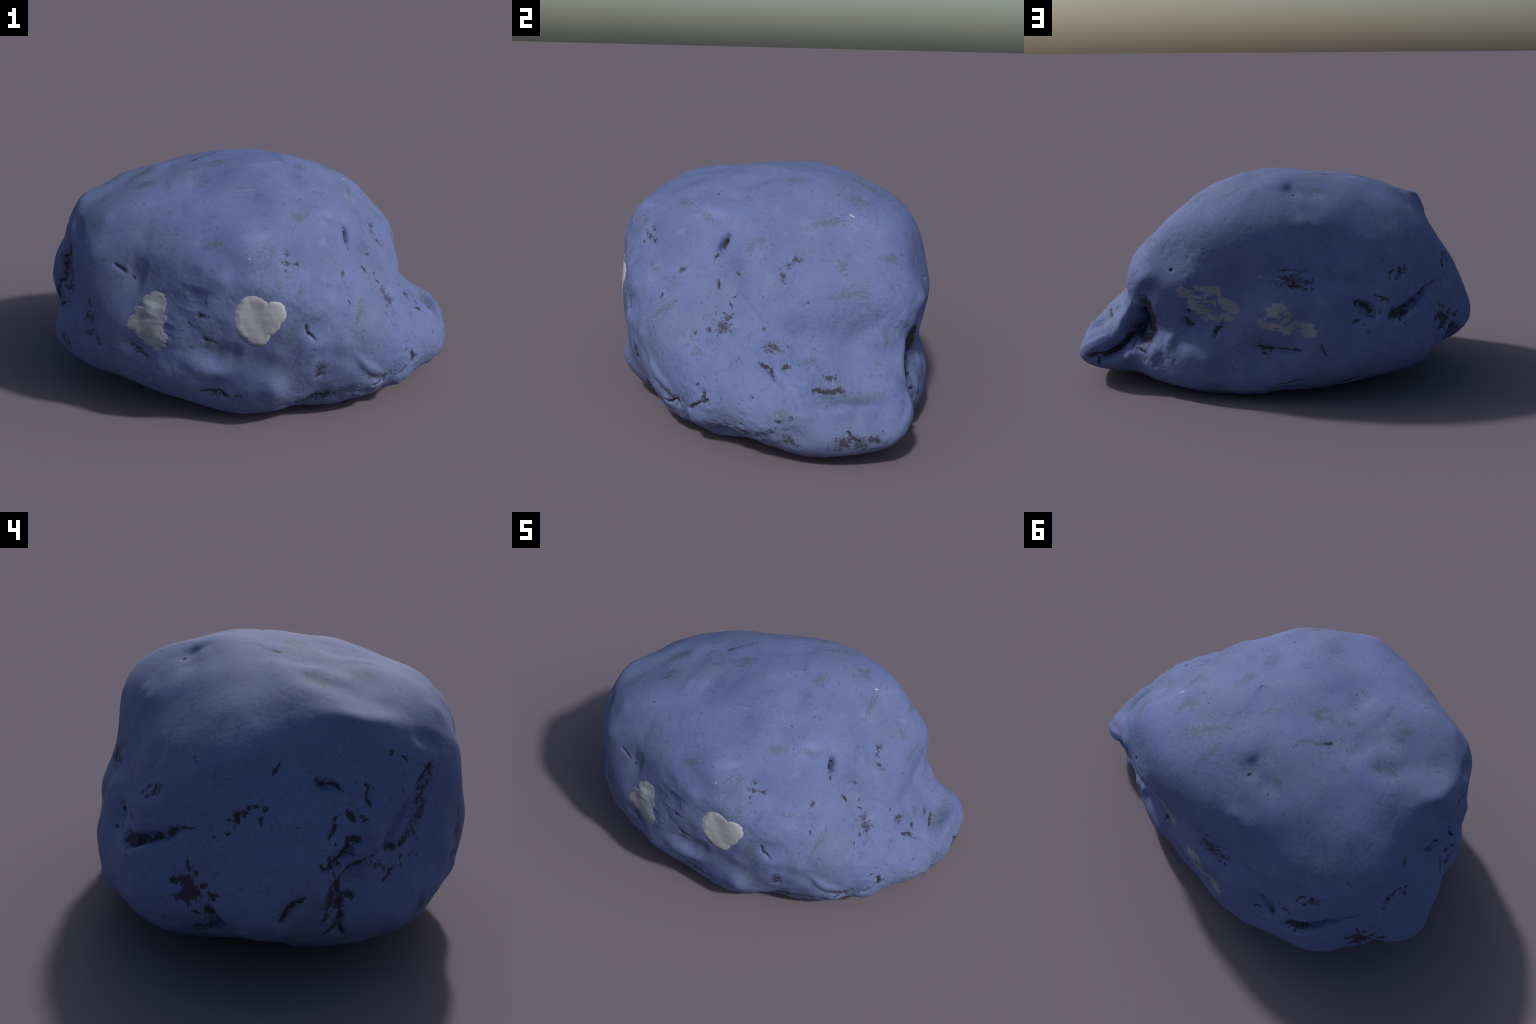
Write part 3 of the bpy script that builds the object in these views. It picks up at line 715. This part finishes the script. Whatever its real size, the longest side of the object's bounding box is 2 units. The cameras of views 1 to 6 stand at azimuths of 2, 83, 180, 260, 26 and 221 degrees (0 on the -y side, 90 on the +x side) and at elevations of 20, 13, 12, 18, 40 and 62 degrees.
SWELLS += [  # middle
    (0.037, +0.008, [(0.154, -0.682, 0.387)]),
    (0.051, +0.010, [(0.209, -0.235, 0.948)]),
    (0.041, +0.009, [(-0.200, 0.701, 0.321)]),
    (0.041, +0.003, [(0.018, 0.664, 0.344)]),
    (0.037, +0.006, [(0.052, 0.651, 0.326)]),
    (0.051, +0.007, [(0.245, -0.108, 0.968)]),
    (0.041, +0.008, [(-0.154, -0.660, 0.758)]),
    (0.041, +0.009, [(-0.079, -0.635, 0.152)]),
    (0.055, +0.007, [(0.285, -0.596, 0.147)]),
    (0.051, -0.008, [(-0.029, -0.683, 0.739)]),
    (0.051, -0.012, [(0.249, 0.615, 0.331)]),
    (0.041, -0.008, [(0.277, 0.620, 0.312)]),
    (0.041, -0.004, [(-0.092, 0.680, 0.284)]),
    (0.037, -0.013, [(-0.124, 0.686, 0.431)]),
    (0.041, -0.008, [(-0.021, 0.617, 0.643)]),
    (0.051, -0.005, [(0.000, -0.682, 0.275)]),
    (0.037, -0.009, [(-0.249, -0.668, 0.587)]),
    (0.046, -0.011, [(0.001, -0.673, 0.768)]),
]
SWELLS += [  # face and snout
    (0.055, +0.008, [(0.893, 0.137, 0.253)]),
    (0.055, +0.011, [(0.741, -0.386, 0.176)]),
    (0.046, +0.007, [(0.589, -0.496, 0.184)]),
    (0.046, +0.009, [(0.722, 0.287, 0.459)]),
    (0.055, +0.016, [(0.519, -0.555, 0.234)]),
    (0.055, +0.014, [(0.604, -0.486, 0.191)]),
    (0.051, +0.013, [(0.718, -0.397, 0.148)]),
    (0.051, +0.023, [(0.306, -0.653, 0.437)]),
    (0.037, +0.011, [(0.437, -0.610, 0.400)]),
    (0.060, +0.011, [(0.914, 0.122, 0.252)]),
    (0.051, +0.021, [(0.502, 0.528, 0.280)]),
    (0.041, +0.008, [(0.694, -0.029, 0.591)]),
    (0.037, +0.008, [(0.731, 0.305, 0.448)]),
    (0.037, +0.005, [(0.718, 0.107, 0.537)]),
    (0.051, +0.011, [(0.456, 0.523, 0.330)]),
    (0.032, +0.021, [(0.663, 0.366, 0.262)]),
    (0.055, +0.005, [(0.594, -0.513, 0.277)]),
    (0.046, +0.005, [(0.311, -0.139, 0.938)]),
    (0.046, +0.004, [(0.403, -0.499, 0.639)]),
    (0.041, +0.006, [(0.445, -0.551, 0.535)]),
    (0.051, -0.019, [(0.304, -0.658, 0.482)]),
    (0.037, -0.009, [(0.800, 0.159, 0.344)]),
    (0.041, -0.009, [(0.344, -0.640, 0.287)]),
    (0.037, -0.010, [(0.918, -0.083, 0.288)]),
    (0.046, -0.013, [(0.643, -0.414, 0.087)]),
    (0.046, -0.006, [(0.717, -0.292, 0.068)]),
    (0.037, -0.015, [(0.990, 0.262, 0.198)]),
    (0.037, -0.009, [(0.674, 0.385, 0.658)]),
    (0.041, -0.015, [(0.956, -0.050, 0.155)]),
    (0.041, -0.009, [(0.685, 0.431, 0.422)]),
    (0.041, -0.013, [(0.851, 0.321, 0.310)]),
    (0.041, -0.020, [(0.632, 0.494, 0.502)]),
    (0.037, -0.013, [(0.338, 0.564, 0.357)]),
    (0.055, -0.003, [(0.315, -0.654, 0.539)]),
]

SEED = 7
rng = np.random.default_rng(SEED)


# ------------------------------------------------------------------ helpers
def path_taper(P, path):
    """1 along the middle of a polyline, easing to 0.25 at both its ends."""
    path = np.array(path, float)
    if len(path) == 1:
        return np.ones(len(P))
    a, b = path[0], path[-1]
    u = np.clip((P - a) @ (b - a) / max((b - a) @ (b - a), 1e-9), 0, 1)
    k = np.clip(np.minimum(u, 1 - u) / 0.35, 0, 1)
    return 0.3 + 0.7 * k * k * (3 - 2 * k)


def seg_dist(P, a, b):
    ab = b - a
    L = ab @ ab
    t = np.clip(((P - a) @ ab) / L, 0, 1) if L > 1e-12 else np.zeros(len(P))
    return np.linalg.norm(P - a - t[:, None] * ab, axis=1)


def path_dist(P, path, reach):
    """Distance of the points P to a polyline; only points within reach matter."""
    path = np.array(path, float)
    lo, hi = path.min(0) - reach, path.max(0) + reach
    idx = np.where(np.all((P > lo) & (P < hi), axis=1))[0]
    Q = P[idx]
    segs = [(path[0], path[0])] if len(path) == 1 else list(zip(path[:-1], path[1:]))
    d = np.full(len(Q), 1e9)
    for a, b in segs:
        d = np.minimum(d, seg_dist(Q, a, b))
    return idx, d


def value_noise(P, scale, seed):
    """Smooth lattice noise in -1..1 at the points P, cells of 1/scale metres."""
    q = P * scale + 31.7 + seed * 7.13
    i = np.floor(q).astype(np.int64)
    f = q - i
    f = f * f * f * (f * (f * 6 - 15) + 10)
    out = np.zeros(len(P))
    for dx in (0, 1):
        for dy in (0, 1):
            for dz in (0, 1):
                h = (i[:, 0] + dx) * 374761393 + (i[:, 1] + dy) * 668265263 \
                    + (i[:, 2] + dz) * 2147483647 + seed * 144665
                h = ((h ^ (h >> 13)) * 1274126177) & 0x7fffffff
                h = (h ^ (h >> 16)) & 0xffff
                w = (f[:, 0] if dx else 1 - f[:, 0]) * (f[:, 1] if dy else 1 - f[:, 1]) \
                    * (f[:, 2] if dz else 1 - f[:, 2])
                out += w * (h / 32767.5 - 1)
    return out


# ------------------------------------------------------------------ the stone
bm = bmesh.new()
bmesh.ops.create_icosphere(bm, subdivisions=DETAIL, radius=1.0)
mesh = bpy.data.meshes.new("painted_stone")
bm.to_mesh(mesh)
bm.free()
n = len(mesh.vertices)


def get_co():
    c = np.empty(n * 3)
    mesh.vertices.foreach_get("co", c)
    return c.reshape(-1, 3)


def set_co(c):
    mesh.vertices.foreach_set("co", np.ascontiguousarray(c).ravel())
    mesh.update()


def get_normals():
    c = np.empty(n * 3)
    mesh.vertices.foreach_get("normal", c)
    return c.reshape(-1, 3)


d = get_co()
d /= np.linalg.norm(d, axis=1)[:, None]
P = CENTRE + d * radius(d)[:, None]
set_co(P)
N = get_normals()

lift = np.zeros(n)
for name, breadth, height, path in RELIEF:            # lumps, dents, grooves
    idx, dist = path_dist(P, path, breadth * 3)
    lift[idx] += height * np.exp(-(dist / breadth) ** 2 * 0.9) * path_taper(P[idx], path)
P1 = P + N * lift[:, None]
set_co(P1)
N = get_normals()
lift[:] = 0
for breadth, height, path in KNOBS + SWELLS:
    idx, dist = path_dist(P1, path, breadth * 3)
    lift[idx] += height * np.exp(-(dist / breadth) ** 2 * 0.9)
edges = np.empty(len(mesh.edges) * 2, np.int32)
mesh.edges.foreach_get("vertices", edges)
ea, eb = edges[0::2], edges[1::2]
valence = np.bincount(ea, minlength=n) + np.bincount(eb, minlength=n)
for _ in range(34):                                   # melt the knobs into each other
    ring = np.bincount(ea, lift[eb], n) + np.bincount(eb, lift[ea], n)
    lift = 0.12 * lift + 0.88 * ring / valence
P1 = P1 + N * lift[:, None]
set_co(P1)
N = get_normals()

calm = 0.65 + 0.45 * np.clip(value_noise(P, 3.5, 9) * 2, -1, 1)
calm *= np.interp(P[:, 2], [0.30, 0.55, 0.85], [1.25, 0.75, 0.30])   # the top is brushed smooth
calm *= np.interp(P[:, 0], [0.2, 0.5], [1.0, 1.5])
fine = 0.0036 * value_noise(P, 7, 1) + calm * (0.0022 * value_noise(P, 17, 2)
    + 0.0012 * value_noise(P, 38, 3) + 0.0005 * value_noise(P, 90, 4))
pits = np.clip(value_noise(P, 44, 5) - 0.42, 0, 1) / 0.58
fine -= 0.0025 * calm * pits
wob = 0.006 * np.stack([value_noise(P, 30, 11 + k) for k in range(3)], 1)
for half_width, depth, path in CRACK + SCUFF:         # carve the bare places
    reach = half_width * 2.6
    idx, dist = path_dist(P + wob, path, reach)
    fine[idx] -= 1.5 * depth * np.exp(-(dist / (half_width * 0.95)) ** 2)
P2 = P1 + N * fine[:, None]
low = P2[:, 2]
P2[:, 2] = np.where(low < 0.02, 0.02 * np.exp((np.minimum(low, 0.02) - 0.02) / 0.02), low)
P2[:, 2] -= P2[:, 2].min()
set_co(P2)
mesh.polygons.foreach_set("use_smooth", np.ones(len(mesh.polygons), bool))

stone = bpy.data.objects.new("painted_stone", mesh)
bpy.context.collection.objects.link(stone)
stone["label"] = "rough blue painted boulder with snout and white dabs"
stone["category"] = "painted stone"


# ------------------------------------------------------------------ material
class Nodes:
    def __init__(self, name):
        self.mat = bpy.data.materials.new(name)
        self.mat.use_nodes = True
        self.t = self.mat.node_tree
        self.bsdf = self.t.nodes["Principled BSDF"]

    def new(self, kind, **props):
        nd = self.t.nodes.new(kind)
        for k, v in props.items():
            setattr(nd, k, v)
        return nd

    def put(self, socket, v):
        if hasattr(v, "is_output"):
            self.t.links.new(v, socket)
        else:
            socket.default_value = v

    def math(self, op, a, b=0.0, c=0.0, clamp=False):
        nd = self.new("ShaderNodeMath", operation=op, use_clamp=clamp)
        for s, v in zip(nd.inputs, (a, b, c)):
            self.put(s, v)
        return nd.outputs[0]

    def vmath(self, op, a, b=(0, 0, 0), scale=None):
        nd = self.new("ShaderNodeVectorMath", operation=op)
        self.put(nd.inputs[0], a)
        self.put(nd.inputs[1], b)
        if scale is not None:
            self.put(nd.inputs["Scale"], scale)
        return nd.outputs["Value" if op == "LENGTH" else "Vector"]

    def noise(self, vec, scale, detail=2.0, rough=0.5, color=False):
        nd = self.new("ShaderNodeTexNoise")
        self.put(nd.inputs["Vector"], vec)
        nd.inputs["Scale"].default_value = scale
        nd.inputs["Detail"].default_value = detail
        nd.inputs["Roughness"].default_value = rough
        return nd.outputs["Color" if color else "Fac"]

    def mapping(self, vec, loc=(0, 0, 0), rot=(0, 0, 0), scale=(1, 1, 1), kind="POINT"):
        nd = self.new("ShaderNodeMapping", vector_type=kind)
        self.put(nd.inputs["Vector"], vec)
        nd.inputs["Location"].default_value = loc
        nd.inputs["Rotation"].default_value = rot
        nd.inputs["Scale"].default_value = scale
        return nd.outputs[0]

    def step(self, v, lo, hi):
        nd = self.new("ShaderNodeMapRange", interpolation_type="SMOOTHSTEP")
        self.put(nd.inputs["Value"], v)
        nd.inputs["From Min"].default_value = lo
        nd.inputs["From Max"].default_value = hi
        return nd.outputs[0]

    def mix(self, fac, a, b):
        nd = self.new("ShaderNodeMix", data_type="RGBA")
        self.put(nd.inputs[0], fac)
        self.put(nd.inputs[6], a)
        self.put(nd.inputs[7], b)
        return nd.outputs[2]


surface = BVHTree.FromObject(stone, bpy.context.evaluated_depsgraph_get())


def settle(p):
    """Drop a point of the plain body onto the finished, carved surface."""
    q = np.array(p) - CENTRE
    q /= np.linalg.norm(q)
    u = np.cross(q, (0.3, 0.2, 0.93))
    u /= np.linalg.norm(u)
    v = np.cross(q, u)
    ring = np.array([q, q + 0.02 * u, q + 0.02 * v])
    ring /= np.linalg.norm(ring, axis=1)[:, None]
    r = CENTRE + ring * radius(ring)[:, None]
    nor = np.cross(r[1] - r[0], r[2] - r[0])
    nor = Vector(nor * np.sign(nor @ q)).normalized()
    hit = surface.ray_cast(p + nor * 0.10, -nor, 0.30)
    if hit[0] is None:
        hit = surface.find_nearest(p)
    return hit[0], nor


def footprints(items):
    """Every stroke as ellipsoids on the final surface: centre, rotation, radii."""
    out = []
    for it in items:
        half_width, path = it[0], [Vector(p) for p in it[-1]]
        spans = [(path[0], path[0])] if len(path) == 1 else list(zip(path[:-1], path[1:]))
        for a, b in spans:
            c, nor = settle((a + b) / 2)
            ax = b - a
            length = ax.length
            if length < 1e-4:
                ax = nor.orthogonal()
            ax = (ax - nor * ax.dot(nor)).normalized()
            rot = Matrix((ax, nor.cross(ax), nor)).transposed()
            stretch = 1.15 if length < 1e-4 else 1.0
            out.append((c, rot.to_euler(),
                        (length / 2 + half_width * 1.05 * stretch, half_width * 1.05, max(0.04, half_width * 2.5))))
    return out


MARKS = {"crack": footprints(CRACK), "scuff": footprints(SCUFF), "thin": footprints(THIN),
         "light": footprints(LIGHT), "white": footprints(WHITE)}

BLUE = (0.105, 0.142, 0.302, 1)
BLUE_DEEP = (0.086, 0.116, 0.270, 1)
BLUE_GREY = (0.107, 0.138, 0.268, 1)
WORN = (0.069, 0.089, 0.128, 1)
BARE = (0.028, 0.027, 0.040, 1)
BARE_LIGHT = (0.042, 0.042, 0.060, 1)
PALE = (0.150, 0.185, 0.362, 1)
CHALK = (0.335, 0.360, 0.396, 1)


def stone_material(name, marks):
    """Blue paint over dark stone; `marks` are the footprints near this sector."""
    m = Nodes(name)
    pos = m.new("ShaderNodeTexCoord").outputs["Object"]
    w1 = m.vmath("SCALE", m.vmath("SUBTRACT", m.noise(pos, 24, 3, 0.6, True), (.5, .5, .5)), scale=0.032)
    w2 = m.vmath("SCALE", m.vmath("SUBTRACT", m.noise(pos, 110, 3, 0.65, True), (.5, .5, .5)), scale=0.020)
    warped = m.vmath("ADD", pos, m.vmath("ADD", w1, w2))

    def field(kind, vec):
        f = None
        for c, rot, rad in marks[kind]:
            q = m.mapping(vec, tuple(c), tuple(rot), rad, "TEXTURE")
            l = m.vmath("LENGTH", q)
            f = l if f is None else m.math("MINIMUM", f, l)
        return f

    # brush direction wanders over the stone; strokes are thin and long
    sway = m.vmath("ADD", pos, m.vmath("SCALE", m.noise(pos, 2.2, 1, 0.5, True), scale=0.35))
    strokes = m.noise(m.mapping(sway, rot=(0.35, -0.25, 0.5), scale=(13, 120, 120)), 1.0, 3, 0.65)
    cross = m.noise(m.mapping(sway, rot=(-0.5, 0.6, -0.7), scale=(130, 16, 100)), 1.0, 3, 0.65)
    big = m.noise(pos, 3.1, 3, 0.55)
    mid = m.noise(pos, 11, 4, 0.6)
    grain = m.noise(pos, 120, 2, 0.6)
    speck = m.noise(m.vmath("ADD", pos, w1), 62, 3, 0.65)

    col = m.mix(m.step(big, 0.35, 0.68), BLUE, BLUE_GREY)
    col = m.mix(m.math("MULTIPLY", m.step(mid, 0.50, 0.72), 0.55), col, BLUE_DEEP)
    col = m.mix(m.math("MULTIPLY", m.step(mid, 0.46, 0.28), 0.35), col, PALE)
    # faint dark brush lines, in patches
    lines = m.math("MULTIPLY", m.step(strokes, 0.53, 0.68), m.step(m.noise(pos, 4.3, 2), 0.38, 0.60))
    lines2 = m.math("MULTIPLY", m.step(cross, 0.58, 0.72), m.step(m.noise(pos, 5.7, 2), 0.60, 0.44))
    col = m.mix(m.math("MULTIPLY", m.math("MAXIMUM", lines, lines2), 0.50), col, WORN)
    # feathered grey wear where the brush ran dry
    dry = m.math("MULTIPLY", m.step(m.math("MAXIMUM", strokes, cross), 0.50, 0.66),
                 m.step(m.noise(m.vmath("ADD", pos, w1), 7.5, 3, 0.6), 0.54, 0.68))
    col = m.mix(m.math("MULTIPLY", dry, 0.62), col, WORN)
    # small scattered flaws
    flaws = m.math("MULTIPLY", m.step(speck, 0.57, 0.66), m.step(m.noise(pos, 6.5, 3), 0.43, 0.62))
    col = m.mix(m.math("MULTIPLY", flaws, 0.60), col, WORN)
    rare = m.math("MULTIPLY", m.step(speck, 0.645, 0.69), m.step(m.noise(pos, 8.3, 2), 0.46, 0.60))
    col = m.mix(m.math("MULTIPLY", rare, 0.75), col, BARE_LIGHT)

    f = field("light", warped)
    if f is not None:
        v = m.math("ADD", m.math("SUBTRACT", 1.1, f), m.math("SUBTRACT", mid, 0.5))
        col = m.mix(m.math("MULTIPLY", m.step(v, 0.0, 0.9), 0.50), col, PALE)
    f = field("thin", warped)
    if f is not None:
        v = m.math("MULTIPLY", m.math("SUBTRACT", 1.25, f), 0.55)
        tex = m.math("MAXIMUM", strokes, cross)
        v = m.math("ADD", v, m.math("MULTIPLY", m.math("SUBTRACT", tex, 0.56), 2.3))
        col = m.mix(m.math("MULTIPLY", m.step(v, 0.10, 0.62), 0.66), col, WORN)
    f = field("scuff", warped)
    if f is not None:
        v = m.math("MULTIPLY", m.math("SUBTRACT", 1.2, f), 0.55)
        tex = m.math("MAXIMUM", m.math("SUBTRACT", strokes, 0.02), speck)
        v = m.math("ADD", v, m.math("MULTIPLY", m.math("SUBTRACT", tex, 0.55), 2.6))
        col = m.mix(m.math("MULTIPLY", m.step(v, 0.12, 0.50), 0.88), col,
                    m.mix(m.step(grain, 0.4, 0.65), BARE, BARE_LIGHT))
    f = field("crack", warped)
    if f is not None:
        tex = m.math("SUBTRACT", m.math("MAXIMUM", speck, strokes), 0.53)
        v = m.math("ADD", m.math("SUBTRACT", 0.95, f), m.math("MULTIPLY", tex, 2.6))
        col = m.mix(m.math("MULTIPLY", m.step(v, 0.0, 0.36), 0.94), col,
                    m.mix(m.step(grain, 0.5, 0.75), BARE, BARE_LIGHT))
    f = field("white", warped)
    if f is not None:
        v = m.math("SUBTRACT", 1.0, f)
        col = m.mix(m.step(v, 0.0, 0.25), col, CHALK)

    m.put(m.bsdf.inputs["Base Color"], col)
    m.bsdf.inputs["Roughness"].default_value = 0.75
    m.bsdf.inputs["Specular IOR Level"].default_value = 0.2
    bump = m.new("ShaderNodeBump")
    bump.inputs["Strength"].default_value = 0.16
    bump.inputs["Distance"].default_value = 0.004
    h = m.math("ADD", m.math("MULTIPLY", strokes, 0.5), m.math("ADD", m.math("MULTIPLY", grain, 0.25), speck))
    m.put(bump.inputs["Height"], h)
    m.put(m.bsdf.inputs["Normal"], bump.outputs[0])
    return m.mat


# The stone wears the same paint in sectors, each carrying only its own marks.
SECTORS = 34
k = np.arange(SECTORS) + 0.5
sz = 1 - 2 * k / SECTORS
sa = k * math.pi * (1 + 5 ** 0.5)
axes = np.stack([np.sqrt(1 - sz ** 2) * np.cos(sa), np.sqrt(1 - sz ** 2) * np.sin(sa), sz], 1)


def sector_scores(X):
    q = (X - np.array([0, 0, 0.5])) / np.array([1.0, 0.7, 0.52])
    return q @ axes.T


sector = np.argmax(sector_scores(P2), 1)
coarse = P2[::7]
coarse_sector = sector[::7]
near = {}
for kind, prints in MARKS.items():
    for i, (c, rot, rad) in enumerate(prints):
        r = max(rad[0], rad[1]) * 1.35 + 0.03
        hit = np.linalg.norm(coarse - np.array(c), axis=1) < r
        for s in np.unique(coarse_sector[hit]):
            near.setdefault(int(s), {}).setdefault(kind, []).append(prints[i])
for s in range(SECTORS):
    marks = {kind: near.get(s, {}).get(kind, []) for kind in MARKS}
    mesh.materials.append(stone_material("blue_stone_paint", marks))
tri = np.empty(len(mesh.polygons) * 3, np.int64)
mesh.loops.foreach_get("vertex_index", tri)
mesh.polygons.foreach_set("material_index", sector[tri.reshape(-1, 3)[:, 0]].astype(np.int32))


# ------------------------------------------------------------------ white dabs
def dab_material(name, tone, blue_show):
    m = Nodes(name)
    pos = m.new("ShaderNodeTexCoord").outputs["Object"]
    a = m.noise(pos, 14, 3, 0.6)
    b = m.noise(m.mapping(pos, rot=(0.2, 0.3, 0.2), scale=(15, 60, 90)), 1.0, 3, 0.6)
    dark = tuple(x * 0.78 for x in tone[:3]) + (1,)
    col = m.mix(m.step(a, 0.4, 0.7), tone, dark)
    col = m.mix(m.math("MULTIPLY", m.step(b, 0.55, 0.72), blue_show), col, (0.13, 0.155, 0.25, 1))
    faded = m.math("MULTIPLY", m.step(m.noise(pos, 8, 4, 0.65), 0.47, 0.66), blue_show)
    col = m.mix(faded, col, (0.125, 0.150, 0.245, 1))
    m.put(m.bsdf.inputs["Base Color"], col)
    m.bsdf.inputs["Roughness"].default_value = 0.55
    m.bsdf.inputs["Specular IOR Level"].default_value = 0.3
    bump = m.new("ShaderNodeBump")
    bump.inputs["Strength"].default_value = 0.15
    bump.inputs["Distance"].default_value = 0.004
    m.put(bump.inputs["Height"], b)
    m.put(m.bsdf.inputs["Normal"], bump.outputs[0])
    return m.mat


def paint_dab(strokes, thickness, ragged, streak, mat, seed, level=0):
    """A film of paint that rises out of the stone where the brush pressed."""
    pts = np.array([p for w, path in strokes for p in path])
    c, nor, _, _ = surface.find_nearest(Vector(pts.mean(0)))
    u = Vector((0, 0, 1)).cross(nor).normalized()
    v = nor.cross(u)
    span = max(np.linalg.norm(pts - pts.mean(0), axis=1)) + max(w for w, _ in strokes) * 1.5
    res = 150
    grid = np.linspace(-span, span, res)
    verts, valid = [], []
    for y in grid:
        for x in grid:
            o = c + u * x + v * y + nor * 0.25
            hit, hn, _, _ = surface.ray_cast(o, -nor, 0.5)
            valid.append(hit is not None)
            verts.append((hit or c, hn or nor))
    X = np.array([p for p, _ in verts])
    H = np.array([q for _, q in verts])
    for _ in range(level):                       # thick paint levels the grain below it
        G = X.reshape(res, res, 3)
        G[1:-1, 1:-1] = (G[1:-1, 1:-1] * 2 + G[:-2, 1:-1] + G[2:, 1:-1] + G[1:-1, :-2] + G[1:-1, 2:]) / 6
        X = G.reshape(-1, 3)
    jit = 0.010 * ragged * np.stack([value_noise(X, 28, seed + k) + 0.6 * value_noise(X, 75, seed + 4 + k)
                                     + 0.35 * value_noise(X, 190, seed + 8 + k) for k in range(3)], 1)
    cover = np.full(len(X), -1.0)
    for w, path in strokes:
        idx, dist = path_dist(X + jit, path, w * 2.5)
        cover[idx] = np.maximum(cover[idx], 1 - dist / w)
    # bristle gaps: long thin valleys across the film
    along = X @ np.array(u) * 18 + X @ np.array(v) * 95
    lanes = value_noise(np.stack([X @ np.array(u) * 0.25, X @ np.array(v) + 0.02 * value_noise(X, 9, seed), along * 0], 1), 85, seed + 21)
    cover -= streak * np.clip(lanes, 0, 1)
    film = np.clip(cover / 0.24, -1, 1)
    film = np.where(film > 0, np.sin(film * math.pi / 2), film)
    body = 1 + 0.30 * value_noise(X, 22, seed + 30) + 0.5 * streak * lanes
    off = np.where(film > 0, film * thickness * body, film * 0.003)
    X = X + H * off[:, None]
    keep = (cover > -0.35) & np.array(valid)
    faces = []
    for j in range(res - 1):
        for i in range(res - 1):
            q = (j * res + i, j * res + i + 1, (j + 1) * res + i + 1, (j + 1) * res + i)
            if keep[list(q)].all():
                faces.append(q)
    used = sorted({i for f in faces for i in f})
    back = {o: k for k, o in enumerate(used)}
    me = bpy.data.meshes.new("paint_dab")
    me.from_pydata([tuple(X[i]) for i in used], [], [tuple(back[i] for i in f) for f in faces])
    me.polygons.foreach_set("use_smooth", np.ones(len(me.polygons), bool))
    me.materials.append(mat)
    ob = bpy.data.objects.new("paint_dab", me)
    bpy.context.collection.objects.link(ob)
    ob.parent = stone
    return ob


chalk = dab_material("chalk_paint", CHALK, 0.0)
worn_chalk = dab_material("worn_chalk_paint", (0.270, 0.292, 0.330, 1), 0.75)
dry_chalk = dab_material("dry_brushed_chalk_paint", (0.225, 0.245, 0.295, 1), 0.65)
paint_dab(DABS["round"], 0.0045, 0.32, 0.0, chalk, 101, 25)
paint_dab(DABS["smear"], 0.0016, 0.9, 0.4, worn_chalk, 202, 6)
paint_dab(DABS["brush"], 0.0015, 1.0, 1.1, dry_chalk, 303)
paint_dab(DABS["swirl"], 0.0015, 1.1, 1.1, dry_chalk, 404)
